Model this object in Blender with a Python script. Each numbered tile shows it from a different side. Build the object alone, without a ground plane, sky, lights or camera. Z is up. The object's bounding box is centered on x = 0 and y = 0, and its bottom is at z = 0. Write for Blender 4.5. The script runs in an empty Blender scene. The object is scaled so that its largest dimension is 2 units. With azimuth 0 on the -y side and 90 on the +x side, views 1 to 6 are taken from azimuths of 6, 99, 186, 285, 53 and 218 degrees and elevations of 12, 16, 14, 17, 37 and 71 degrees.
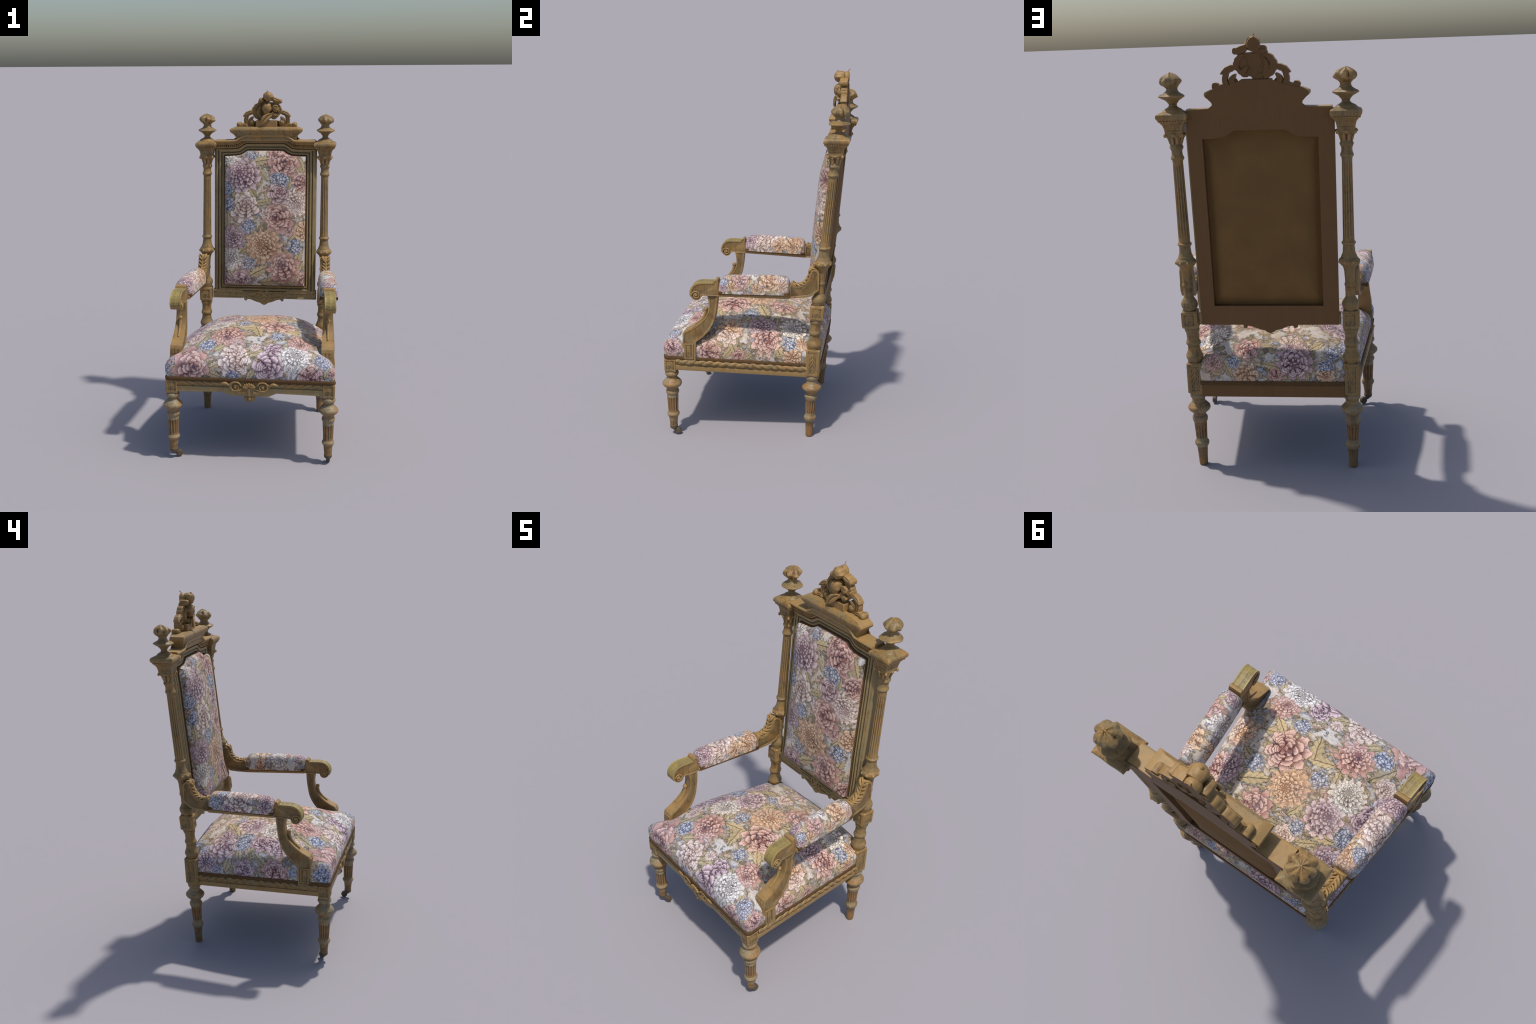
import bpy, bmesh, math, random
from math import sin, cos, pi, atan2, sqrt, hypot
from mathutils import Vector, Matrix, Euler
from mathutils.bvhtree import BVHTree
from mathutils import noise as mnoise

random.seed(7)
C = bpy.context.scene.collection


# ---------------------------------------------------------------- small maths
def lerp(a, b, t):
    return a + (b - a) * t


def interp(z, table):
    """piecewise linear lookup in [(z, value), ...]"""
    if z <= table[0][0]:
        return table[0][1]
    for (z0, v0), (z1, v1) in zip(table, table[1:]):
        if z <= z1:
            return lerp(v0, v1, (z - z0) / (z1 - z0))
    return table[-1][1]


def catmull(pts, n):
    """smooth open curve through pts (tuples of any length), n samples per span"""
    out = []
    m = len(pts)
    for i in range(m - 1):
        p0, p1, p2, p3 = pts[max(i - 1, 0)], pts[i], pts[i + 1], pts[min(i + 2, m - 1)]
        for k in range(n):
            t = k / n
            out.append(tuple(0.5 * (2 * b + (c - a) * t + (2 * a - 5 * b + 4 * c - d) * t * t
                                    + (3 * b - a - 3 * c + d) * t ** 3)
                             for a, b, c, d in zip(p0, p1, p2, p3)))
    out.append(tuple(pts[-1]))
    return out


def smoothstep(a, b, x):
    t = min(max((x - a) / (b - a), 0.0), 1.0)
    return t * t * (3 - 2 * t)


# lean of the back: depth of the post axis at height z
POST_Y = [(0, .303), (.11, .307), (.24, .314), (.37, .320), (.53, .327), (.63, .333), (.70, .341),
          (.78, .349), (.85, .357), (.92, .365), (1.02, .373), (1.10, .381), (1.41, .414), (1.49, .421),
          (1.55, .430), (1.61, .435), (1.67, .441), (1.71, .447), (1.76, .451), (1.86, .458)]


def post_y(z):
    return interp(z, POST_Y)


def face_y(z):          # front plane of the back frame
    return post_y(z) - .018


def rear_y(z):          # flat back plane of the frame and crest
    return min(post_y(z) + .024, .470)


# ---------------------------------------------------------------- mesh helpers
def new_obj(name, verts, faces, mat, parent=None, sharp=40, smooth=True):
    me = bpy.data.meshes.new(name)
    me.from_pydata([tuple(v) for v in verts], [], faces)
    me.validate()
    bm = bmesh.new()
    bm.from_mesh(me)
    bmesh.ops.recalc_face_normals(bm, faces=bm.faces)
    lim = math.radians(sharp)
    for f in bm.faces:
        f.smooth = smooth
    for e in bm.edges:
        if len(e.link_faces) == 2 and e.calc_face_angle(0) > lim:
            e.smooth = False
    bm.to_mesh(me)
    bm.free()
    for m in (mat if isinstance(mat, (list, tuple)) else [mat]):
        me.materials.append(m)
    ob = bpy.data.objects.new(name, me)
    C.objects.link(ob)
    if parent:
        ob.parent = parent
    return ob


def put(name, mesh, parent, loc=(0, 0, 0), rot=(0, 0, 0), scale=(1, 1, 1)):
    ob = bpy.data.objects.new(name, mesh)
    C.objects.link(ob)
    ob.parent = parent
    ob.location, ob.rotation_euler, ob.scale = loc, rot, scale
    return ob


def bevel(ob, w=.002, seg=2, ang=35):
    m = ob.modifiers.new("edge_round", 'BEVEL')
    m.width, m.segments, m.limit_method, m.angle_limit = w, seg, 'ANGLE', math.radians(ang)
    m.harden_normals = False
    return ob


def merge(parts):
    V, F = [], []
    for v, f in parts:
        o = len(V)
        V += list(v)
        F += [[i + o for i in q] for q in f]
    return V, F


def loft(rings, closed=True, cap=True):
    n = len(rings[0])
    V = [p for r in rings for p in r]
    F = []
    for i in range(len(rings) - 1):
        for j in range(n if closed else n - 1):
            k = (j + 1) % n
            F.append([i * n + j, i * n + k, (i + 1) * n + k, (i + 1) * n + j])
    if cap and closed:
        F.append(list(range(n))[::-1])
        F.append([(len(rings) - 1) * n + j for j in range(n)])
    return V, F


def turned(profile, seg=96, flute_n=12, axis=lambda z: (0, 0), wob=0.0, seed=0):
    """turned member. profile rows: (z, radius, squareness 0..1, flute depth)"""
    rings = []
    for row in profile:
        z, r = row[0], row[1]
        q = row[2] if len(row) > 2 else 0
        fl = row[3] if len(row) > 3 else 0
        cx, cy = axis(z)
        ring = []
        for j in range(seg):
            a = 2 * pi * j / seg
            rr = r / max(abs(cos(a)), abs(sin(a))) ** q
            if fl:
                rr *= 1 - fl * (0.5 + 0.5 * cos(flute_n * a)) ** .7
            if wob:
                rr *= 1 + wob * mnoise.noise(Vector((cos(a) * 1.6, sin(a) * 1.6, z * 30 + seed)))
            ring.append((cx + rr * cos(a), cy + rr * sin(a), z))
        rings.append(ring)
    return loft(rings)


def smooth_profile(rows, n=4):
    rows = [tuple(list(r) + [0] * (4 - len(r))) for r in rows]
    out = []
    for a, b in zip(rows, rows[1:]):
        for k in range(n):
            t = k / n
            s = t * t * (3 - 2 * t) if a[1] != b[1] else t
            out.append((lerp(a[0], b[0], t), lerp(a[1], b[1], lerp(t, s, .55)), lerp(a[2], b[2], t),
                        lerp(a[3], b[3], t)))
    out.append(rows[-1])
    return out


def box(x0, x1, y0, y1, z0, z1):
    V = [(x, y, z) for z in (z0, z1) for y in (y0, y1) for x in (x0, x1)]
    F = [[0, 2, 3, 1], [4, 5, 7, 6], [0, 1, 5, 4], [2, 6, 7, 3], [0, 4, 6, 2], [1, 3, 7, 5]]
    return V, F


def ellipsoid(c, r, seg=24, rings=14, lobes=0, lobe=.0, lump=0.0, seed=0, rot=None):
    V, F = [], []
    M = (rot or Euler((0, 0, 0))).to_matrix()
    for i in range(rings + 1):
        t = pi * i / rings
        for j in range(seg):
            a = 2 * pi * j / seg
            k = 1 + lobe * cos(lobes * a) * sin(t)
            d = Vector((sin(t) * cos(a), sin(t) * sin(a), cos(t)))
            if lump:
                k += lump * mnoise.noise(d * 1.7 + Vector((seed * 3.1, seed, 0)))
            p = M @ Vector((d.x * k * r[0], d.y * k * r[1], d.z * k * r[2]))
            V.append(tuple(p + Vector(c)))
    for i in range(rings):
        for j in range(seg):
            k = (j + 1) % seg
            F.append([i * seg + j, (i + 1) * seg + j, (i + 1) * seg + k, i * seg + k])
    return V, F


def tube(path, radii, seg=14, flat=(1, 1), up=Vector((0, 1, 0))):
    """swept round or flattened bar; radii per point, flat = (across, along 'up') factors"""
    rings = []
    n = len(path)
    P = [Vector(p) for p in path]
    for i in range(n):
        t = (P[min(i + 1, n - 1)] - P[max(i - 1, 0)]).normalized()
        s = t.cross(up).normalized()
        u = s.cross(t)
        r = radii[i] if isinstance(radii, (list, tuple)) else radii
        rings.append([tuple(P[i] + s * cos(a) * r * flat[0] + u * sin(a) * r * flat[1])
                      for a in (2 * pi * j / seg for j in range(seg))])
    return loft(rings)


def prism_x(outline, x0, x1, skew=None):
    """side-view outline [(y, z)] extruded across x; skew(y) shifts x"""
    n = len(outline)
    sk = skew or (lambda y: 0)
    V = [(x0 + sk(y), y, z) for y, z in outline] + [(x1 + sk(y), y, z) for y, z in outline]
    F = [list(range(n))[::-1], [n + i for i in range(n)]]
    F += [[i, (i + 1) % n, n + (i + 1) % n, n + i] for i in range(n)]
    return V, F


def inset_sides(ob, t=.006, depth=.0022, axis=0):
    """sunk panel with a raised border on the big flat cheeks of a prism"""
    bm = bmesh.new()
    bm.from_mesh(ob.data)
    fs = [f for f in bm.faces if len(f.verts) > 6]
    for f in fs:
        bmesh.ops.inset_individual(bm, faces=[f], thickness=t, depth=0)
        bmesh.ops.inset_individual(bm, faces=[f], thickness=.0025, depth=-depth)
    bm.to_mesh(ob.data)
    bm.free()


def relief(w, h, fn, nx=26, ny=26, base=.004):
    """carved tablet in the x-z plane facing -y: height fn(u, v) with u, v in -1..1"""
    V, F = [], []
    for j in range(ny + 1):
        for i in range(nx + 1):
            u, v = 2 * i / nx - 1, 2 * j / ny - 1
            V.append((u * w / 2, -fn(u, v), v * h / 2))
    for j in range(ny):
        for i in range(nx):
            a = j * (nx + 1) + i
            F.append([a, a + 1, a + nx + 2, a + nx + 1])
    # skirt
    rim = [i for i in range(nx + 1)] + [(j + 1) * (nx + 1) - 1 for j in range(1, ny + 1)] \
        + [ny * (nx + 1) + i for i in range(nx - 1, -1, -1)] + [j * (nx + 1) for j in range(ny - 1, 0, -1)]
    o = len(V)
    V += [(V[i][0], base, V[i][2]) for i in rim]
    m = len(rim)
    F += [[rim[k], rim[(k + 1) % m], o + (k + 1) % m, o + k] for k in range(m)]
    return V, F


# ================================================================ node helper
class S:
    """thin operator wrapper round a node socket"""
    def __init__(self, g, sock):
        self.g, self.s = g, sock

    def __add__(self, o): return self.g.m('ADD', self, o)
    def __radd__(self, o): return self.g.m('ADD', o, self)
    def __sub__(self, o): return self.g.m('SUBTRACT', self, o)
    def __rsub__(self, o): return self.g.m('SUBTRACT', o, self)
    def __mul__(self, o): return self.g.m('MULTIPLY', self, o)
    def __rmul__(self, o): return self.g.m('MULTIPLY', o, self)
    def __truediv__(self, o): return self.g.m('DIVIDE', self, o)
    def __lt__(self, o): return self.g.m('LESS_THAN', self, o)
    def __gt__(self, o): return self.g.m('GREATER_THAN', self, o)


class G:
    def __init__(self, name):
        self.mat = bpy.data.materials.new(name)
        self.mat.use_nodes = True
        self.t = self.mat.node_tree
        self.t.nodes.clear()
        self.out = self.t.nodes.new('ShaderNodeOutputMaterial')
        self.bsdf = self.t.nodes.new('ShaderNodeBsdfPrincipled')
        self.t.links.new(self.bsdf.outputs[0], self.out.inputs[0])
        self.obj = S(self, self.t.nodes.new('ShaderNodeTexCoord').outputs['Object'])

    def node(self, typ, **kw):
        n = self.t.nodes.new(typ)
        for k, v in kw.items():
            setattr(n, k, v)
        return n

    def plug(self, inp, v):
        if isinstance(v, S):
            self.t.links.new(v.s, inp)
        elif isinstance(v, (tuple, list)) and inp.type == 'RGBA' and len(v) == 3:
            inp.default_value = (*v, 1)
        else:
            inp.default_value = v

    def m(self, op, a, b=None, c=None, clamp=False):
        n = self.node('ShaderNodeMath', operation=op, use_clamp=clamp)
        for i, v in enumerate((a, b, c)):
            if v is not None:
                self.plug(n.inputs[i], v)
        return S(self, n.outputs[0])

    def v(self, op, a, b=None, scale=None):
        n = self.node('ShaderNodeVectorMath', operation=op)
        self.plug(n.inputs[0], a)
        if b is not None:
            self.plug(n.inputs[1], b)
        if scale is not None:
            self.plug(n.inputs['Scale'], scale)
        return S(self, n.outputs['Value' if op in ('LENGTH', 'DOT_PRODUCT', 'DISTANCE') else 'Vector'])

    def mapping(self, vec, loc=(0, 0, 0), rot=(0, 0, 0), scale=(1, 1, 1), kind='POINT'):
        n = self.node('ShaderNodeMapping', vector_type=kind)
        self.plug(n.inputs[0], vec)
        n.inputs['Location'].default_value = loc
        n.inputs['Rotation'].default_value = rot
        n.inputs['Scale'].default_value = scale
        return S(self, n.outputs[0])

    def noise(self, vec, scale, detail=3, rough=.55, dist=0, col=False):
        n = self.node('ShaderNodeTexNoise')
        self.plug(n.inputs['Vector'], vec)
        n.inputs['Scale'].default_value = scale
        n.inputs['Detail'].default_value = detail
        n.inputs['Roughness'].default_value = rough
        n.inputs['Distortion'].default_value = dist
        return S(self, n.outputs['Color' if col else 'Fac'])

    def voronoi(self, vec, scale, feature='F1', out='Distance', rnd=1):
        n = self.node('ShaderNodeTexVoronoi', feature=feature)
        self.plug(n.inputs['Vector'], vec)
        n.inputs['Scale'].default_value = scale
        n.inputs['Randomness'].default_value = rnd
        return S(self, n.outputs[out])

    def ss(self, x, a, b):
        n = self.node('ShaderNodeMapRange', interpolation_type='SMOOTHSTEP')
        self.plug(n.inputs['Value'], x)
        self.plug(n.inputs['From Min'], a)
        self.plug(n.inputs['From Max'], b)
        return S(self, n.outputs[0])

    def mix(self, f, a, b, blend='MIX'):
        n = self.node('ShaderNodeMix', data_type='RGBA', blend_type=blend)
        self.plug(n.inputs[0], f)
        self.plug(n.inputs[6], a)
        self.plug(n.inputs[7], b)
        return S(self, n.outputs[2])

    def vmix(self, f, a, b):
        n = self.node('ShaderNodeMix', data_type='VECTOR')
        self.plug(n.inputs[0], f)
        self.plug(n.inputs[4], a)
        self.plug(n.inputs[5], b)
        return S(self, n.outputs[1])

    def xyz(self, vec):
        n = self.node('ShaderNodeSeparateXYZ')
        self.plug(n.inputs[0], vec)
        return [S(self, o) for o in n.outputs]

    def combine(self, x, y, z):
        n = self.node('ShaderNodeCombineXYZ')
        for i, q in enumerate((x, y, z)):
            self.plug(n.inputs[i], q)
        return S(self, n.outputs[0])

    def ramp(self, f, stops, interp='LINEAR'):
        n = self.node('ShaderNodeValToRGB')
        self.plug(n.inputs[0], f)
        n.color_ramp.interpolation = interp
        el = n.color_ramp.elements
        while len(el) < len(stops):
            el.new(1)
        for e, (p, c) in zip(el, stops):
            e.position = p
            e.color = (*c, 1)
        return S(self, n.outputs[0])

    def finish(self, color, rough=.6, bump=None, strength=.3, dist=.002, spec=.3, sheen=0):
        self.plug(self.bsdf.inputs['Base Color'], color)
        self.plug(self.bsdf.inputs['Roughness'], rough)
        self.bsdf.inputs['Specular IOR Level'].default_value = spec
        if sheen:
            self.bsdf.inputs['Sheen Weight'].default_value = sheen
        if bump is not None:
            b = self.node('ShaderNodeBump')
            b.inputs['Strength'].default_value = strength
            b.inputs['Distance'].default_value = dist
            self.plug(b.inputs['Height'], bump)
            self.t.links.new(b.outputs[0], self.bsdf.inputs['Normal'])
        return self.mat


def srgb(r, g, b):
    f = lambda c: (c / 255 / 12.92) if c / 255 <= .04045 else ((c / 255 + .055) / 1.055) ** 2.4
    return (f(r), f(g), f(b))


# ================================================================ materials
def gilded(name, gold, olive, glaze, amount=.5, streak=(1, 1, .12)):
    """old gilding over brown bole: patchy gold and grey-olive, brown glaze in streaks"""
    g = G(name)
    n1 = g.noise(g.obj, 14, 4, .6)
    n2 = g.noise(g.mapping(g.obj, scale=streak), 90, 4, .6, .4)
    n3 = g.noise(g.obj, 45, 5, .65)
    n4 = g.noise(g.obj, 22, 5, .7, .5)
    geo = g.node('ShaderNodeNewGeometry')
    pt = S(g, geo.outputs['Pointiness'])
    col = g.mix(g.ss(n1, .33, .6), gold, olive)
    col = g.mix(g.ss(n2, .50, .72) * .5, col, glaze)
    col = g.mix(g.ss(n4, .50, .66) * .48, col, glaze)
    groove = g.ss(pt, .496, .462) * g.ss(n3, .2, .5)
    col = g.mix(groove * amount, col, glaze)
    col = g.mix(g.ss(n3, .62, .8) * .35, col, tuple(min(1, c * 1.35 + .02) for c in gold))
    col = g.mix(g.ss(pt, .512, .55) * .5, col, tuple(min(1, c * 1.3 + .02) for c in gold))  # painted highlight: convex ridges get a lighter gold
    return g.finish(col, .52, n2 * .6 + n3, .25, .0015, .35)


GOLD = gilded("gilded_wood", srgb(147, 115, 66), srgb(130, 111, 75), srgb(76, 50, 26), .95)
FRAMEGOLD = gilded("dull_olive_gilding", srgb(140, 118, 76), srgb(122, 114, 84), srgb(78, 58, 34), .9)
LEGGOLD = gilded("worn_gilded_leg", srgb(146, 114, 70), srgb(140, 128, 100), srgb(88, 56, 30), .85)
LEGBROWN = gilded("worn_brown_shaft", srgb(142, 106, 64), srgb(122, 100, 68), srgb(80, 52, 28), .8)
CAPGOLD = gilded("yellowed_gilding", srgb(152, 134, 76), srgb(138, 122, 82), srgb(92, 78, 42), .7)
CREST = gilded("gilded_carving", srgb(146, 114, 66), srgb(118, 95, 58), srgb(62, 40, 20), 1.0)


def brown_wood(name, a, b, streak=(1, 1, .1)):
    g = G(name)
    n = g.noise(g.mapping(g.obj, scale=streak), 60, 4, .6, .3)
    n2 = g.noise(g.obj, 9, 3)
    col = g.mix(n, a, b)
    col = g.mix(g.ss(n2, .4, .7) * .5, col, tuple(c * .8 for c in a))
    return g.finish(col, .6, n, .15, .001, .25)


BACKWOOD = brown_wood("stained_back_wood", srgb(120, 88, 52), srgb(102, 75, 46))
g = G("back_lining_cloth")
n = g.noise(g.obj, 8, 3)
w = g.noise(g.obj, 700, 2)
BACKCLOTH = g.finish(g.mix(g.ss(n, .2, .8), srgb(124, 95, 56), srgb(116, 87, 54)), .85, w, .2, .0006, .1)

g = G("brown_gimp_braid")
w = g.voronoi(g.obj, 330)
n = g.noise(g.obj, 40, 3)
GIMP = g.finish(g.mix(g.ss(w, .1, .6), g.mix(n, srgb(122, 96, 66), srgb(108, 84, 56)), srgb(88, 66, 44)), .9, w, .5, .0015, .1)

g = G("dark_caster_metal")
n = g.noise(g.obj, 60, 4)
METAL = g.finish(g.mix(n, srgb(70, 60, 48), srgb(96, 82, 60)), .5, n, .2, .001, .5)

g = G("black_sacking")
n = g.noise(g.obj, 60, 4)
SACK = g.finish(g.mix(n, srgb(84, 62, 44), srgb(56, 48, 46)), .9, n, .3, .002, .1)

# ---- woven floral tapestry -------------------------------------------------
ROSE, MAUVE, WHITE, PEACH, BLUE, CREAM = 0, 1, 2, 3, 4, 5
HUES = [  # deep outline, mid, light
    (srgb(88, 60, 64), srgb(166, 122, 114), srgb(216, 184, 174)),
    (srgb(80, 62, 74), srgb(158, 126, 134), srgb(214, 192, 194)),
    (srgb(98, 90, 90), srgb(198, 190, 184), srgb(232, 226, 218)),
    (srgb(106, 76, 62), srgb(190, 150, 122), srgb(220, 192, 162)),
    (srgb(66, 72, 98), srgb(136, 146, 170), srgb(196, 202, 212)),
    (srgb(104, 78, 74), srgb(202, 178, 166), srgb(230, 214, 204)),
]


def decal_frame(p, n, spin):
    n = n.normalized()
    ref = Vector((0, 0, 1)) if abs(n.z) < .75 else Vector((0, 1, 0))
    x = ref.cross(n).normalized()
    y = n.cross(x)
    M = Matrix((x, y, n)).transposed() @ Matrix.Rotation(spin, 3, 'Z')
    return M.to_euler('XYZ')


def nearest_motif_group():
    """keeps the frame, tag and distance of whichever motif lies nearest"""
    t = bpy.data.node_groups.new("nearest_motif", 'ShaderNodeTree')
    for nm, typ in (("Point", 'Vector'), ("Place", 'Vector'), ("Turn", 'Vector'), ("Size", 'Vector'), ("Tag", 'Vector'),
                    ("Frame", 'Vector'), ("Kept Tag", 'Vector'), ("Distance", 'Float')):
        t.interface.new_socket(nm, in_out='INPUT', socket_type='NodeSocket' + typ)
    for nm, typ in (("Frame", 'Vector'), ("Kept Tag", 'Vector'), ("Distance", 'Float')):
        t.interface.new_socket(nm, in_out='OUTPUT', socket_type='NodeSocket' + typ)
    gi, go = t.nodes.new('NodeGroupInput'), t.nodes.new('NodeGroupOutput')
    hold = t.nodes.new('ShaderNodeVectorMath')      # ties each step to the one before
    hold.operation = 'SCALE'
    hold.inputs['Scale'].default_value = 1e-9
    add = t.nodes.new('ShaderNodeVectorMath')
    mp = t.nodes.new('ShaderNodeMapping')
    mp.vector_type = 'TEXTURE'
    ln = t.nodes.new('ShaderNodeVectorMath')
    ln.operation = 'LENGTH'
    lt = t.nodes.new('ShaderNodeMath')
    lt.operation = 'LESS_THAN'
    m1, m2 = t.nodes.new('ShaderNodeMix'), t.nodes.new('ShaderNodeMix')
    m1.data_type = m2.data_type = 'VECTOR'
    mn = t.nodes.new('ShaderNodeMath')
    mn.operation = 'MINIMUM'
    L = t.links.new
    o = gi.outputs
    L(o['Frame'], hold.inputs[0])
    L(o['Point'], add.inputs[0])
    L(hold.outputs[0], add.inputs[1])
    L(add.outputs[0], mp.inputs[0])
    L(o['Place'], mp.inputs['Location'])
    L(o['Turn'], mp.inputs['Rotation'])
    L(o['Size'], mp.inputs['Scale'])
    L(mp.outputs[0], ln.inputs[0])
    L(ln.outputs['Value'], lt.inputs[0])
    L(o['Distance'], lt.inputs[1])
    for m, a, b in ((m1, o['Frame'], mp.outputs[0]), (m2, o['Kept Tag'], o['Tag'])):
        L(lt.outputs[0], m.inputs[0])
        L(a, m.inputs[4])
        L(b, m.inputs[5])
    L(ln.outputs['Value'], mn.inputs[0])
    L(o['Distance'], mn.inputs[1])
    L(m1.outputs[1], go.inputs[0])
    L(m2.outputs[1], go.inputs[1])
    L(mn.outputs[0], go.inputs[2])
    return t


MOTIF = nearest_motif_group()


def nearest(g, point, motifs):
    """motifs: (place, turn, size, tag)"""
    fr, tag, dist = (9.0, 9.0, 9.0), (0.0, 9.0, 0.0), 9.0
    for place, turn, size, tg in motifs:
        n = g.node('ShaderNodeGroup')
        n.node_tree = MOTIF
        for k, v in (("Point", point), ("Place", tuple(place)), ("Turn", tuple(turn)), ("Size", size), ("Tag", tg),
                     ("Frame", fr), ("Kept Tag", tag), ("Distance", dist)):
            g.plug(n.inputs[k], v)
        fr, tag, dist = (S(g, q) for q in n.outputs)
    return dist, fr, tag


def tapestry(name, flowers, leaves, seed=0, bare=.46, tone_mul=1.0, baked_light=False):
    """flowers: (point, normal, radius, spin, hue, petals);  leaves: (point, normal, length, spin, tone)"""
    g = G(name)
    P = g.obj
    warp = g.v('SUBTRACT', g.noise(P, 34, 2, .5, 0, True), (.5, .5, .5))
    Pw = g.v('ADD', P, g.v('SCALE', warp, scale=.012))
    # nearest leaf
    ld, ll, la = nearest(g, Pw, [(p, decal_frame(p, n, sp), (r, r * .46, r), (tone, 0, 0)) for p, n, r, sp, tone in leaves])
    # nearest flower
    fd, fl, fa = nearest(g, Pw, [(p, decal_frame(p, n, sp), (r * 1.09, r * 1.09, r * 1.09),
                                  ((hue + .5) / 6, pet, random.Random(int(p[0] * 1e4) + seed).random())) for p, n, r, sp, hue, pet in flowers])
    hue, petn, rnd = g.xyz(fa)
    x, y, _ = g.xyz(fl)
    r = g.m('SQRT', x * x + y * y)
    a = g.m('ARCTAN2', y, x)
    dark = g.ramp(hue, [(i / 6, HUES[i][0]) for i in range(6)], 'CONSTANT')
    mid = g.ramp(hue, [(i / 6, HUES[i][1]) for i in range(6)], 'CONSTANT')
    light = g.ramp(hue, [(i / 6, HUES[i][2]) for i in range(6)], 'CONSTANT')
    isblue = (hue > 4 / 6) * (hue < 5 / 6)

    # ground of the cloth: pale grey-beige, hatched with sage and olive leaf shading
    nb = g.noise(P, 11, 3)
    ground = g.mix(g.ss(nb, .38, .64), srgb(206, 194, 180), srgb(192, 194, 202))
    hatch_v = g.mapping(Pw, rot=(.3, .5, .7), scale=(1, 2.6, 1))
    h1 = g.noise(hatch_v, 60, 3, .6, 1.2)
    # undergrowth: crowded little leaves and petals between the blossoms
    wq = g.v('ADD', P, g.v('SCALE', g.v('SUBTRACT', g.noise(P, 22, 2, .5, 0, True), (.5, .5, .5)), scale=.05))
    under_v = g.mapping(wq, rot=(.4, .3, .8), scale=(1, 1.9, 1.3))
    ce = g.voronoi(under_v, 36, 'DISTANCE_TO_EDGE')
    cc, _, _ = g.xyz(g.voronoi(under_v, 36, 'F1', 'Color'))
    cd = g.voronoi(under_v, 36)
    under = g.ramp(cc, [(0, srgb(150, 140, 118)), (.12, srgb(184, 168, 136)), (.34, srgb(204, 188, 160)), (.54, srgb(214, 202, 190)), (.72, srgb(172, 178, 194)), (.83, srgb(204, 170, 160))], 'CONSTANT')
    under = g.mix(g.ss(cd, .18, .44) * .34, under, srgb(84, 80, 70))
    under = g.mix(g.ss(h1, .60, .48) * .30, under, srgb(96, 92, 80))
    under = g.mix(g.ss(ce, .070, .012) * .8, under, srgb(80, 72, 72))
    near = g.ss(fd, 1.30 - (bare - .46) * 1.6, 1.02)
    ground = g.mix(g.ss(h1, .54, .44) * .40, ground, srgb(140, 132, 112))
    sprig = g.ss(g.noise(P, 17, 2), bare, bare + .03)
    col = g.mix(g.m('MAXIMUM', near, sprig), ground, under)

    # leaves: midrib, side veins, shaded lower half
    lx, ly, _ = g.xyz(ll)
    tone, _, _ = g.xyz(la)
    edge = (1.0 - lx * lx) * (.86 + .14 * g.m('SINE', lx * 17.0)) - g.m('ABSOLUTE', ly)
    vein = g.m('ABSOLUTE', g.m('SINE', (lx * 8.0 - g.m('ABSOLUTE', ly) * 5.0)))
    lcol = g.mix(tone, srgb(190, 170, 134), srgb(160, 148, 118))
    lcol = g.mix(g.ss(ly, -.1, .25) * .5, lcol, srgb(198, 180, 142))
    lcol = g.mix(g.ss(vein, .34, .08) * .6, lcol, srgb(104, 98, 78))
    lcol = g.mix(g.ss(g.m('ABSOLUTE', ly), .1, .02), lcol, srgb(96, 90, 74))
    lcol = g.mix(g.ss(edge, .12, .0) * .8, lcol, srgb(76, 74, 68))
    col = g.mix((ld < 1.25) * g.ss(edge, -.01, .01), col, lcol)
    # dark shade beside leaves
    col = g.mix((ld < 1.5) * g.ss(edge, -.32, -.02) * (edge < 0.0) * g.ss(h1, .55, .4) * .9, col, srgb(76, 78, 78))

    # layered petals, outer ring first
    rings = [(1.0, 0, .40), (.76, 1, .36), (.57, 2, .34), (.41, 3, .34), (.26, 4, .34)]
    wob = g.noise(g.v('SCALE', fl, scale=2.6), 1.0, 3)
    wob2 = g.noise(g.v('ADD', g.v('SCALE', fl, scale=5.0), (4.0, 0, 0)), 1.0, 2)
    # blossoms are drawn three-quarter view: the heart sits off centre
    hx, hy = g.m('COSINE', rnd * 40.0) * .060, g.m('SINE', rnd * 40.0) * .060
    fcol = None
    inside0 = None
    for k, (R, drop, lob) in enumerate(rings):
        xk, yk = (x, y) if k == 0 else (x - hx * float(k), y - hy * float(k))
        rk = g.m('SQRT', xk * xk + yk * yk)
        ak = g.m('ARCTAN2', yk, xk) + (wob2 - .5) * (1.1 if k else .5)
        nn = g.m('MAXIMUM', petn - float(drop), 4.0)
        c = g.m('ABSOLUTE', g.m('COSINE', ak * nn * .5 + rnd * 6.0 + 1.3 * k))
        b = (1 - lob + lob * g.m('POWER', c, .6)) * R * (.76 + .48 * wob)
        inn = g.ss(b - rk, -.016, .016)
        t = g.ss(rk, R * .45, R * .95)
        shade = g.mix(t, mid, light)
        shade = g.mix(g.ss(rk, R * .86, R * .52) * (.88, .85, .75, .55, .40)[k], shade, dark)           # throat of each petal
        shade = g.mix(g.ss(c, .52, .20) * .95, shade, dark)                     # gap between petals
        if k == 0:
            shade = g.mix(.55 * (rnd > .4), shade, mid)
        rib = g.ss(g.m('ABSOLUTE', g.m('SINE', ak * nn * 1.5 + rnd * 12.0)), .45, .0) * g.ss(wob2, .4, .6)
        shade = g.mix(rib * .45, shade, dark)
        shade = g.mix(g.ss(b - rk, .055, .018) * .8, shade, dark)             # drawn outline
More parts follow.
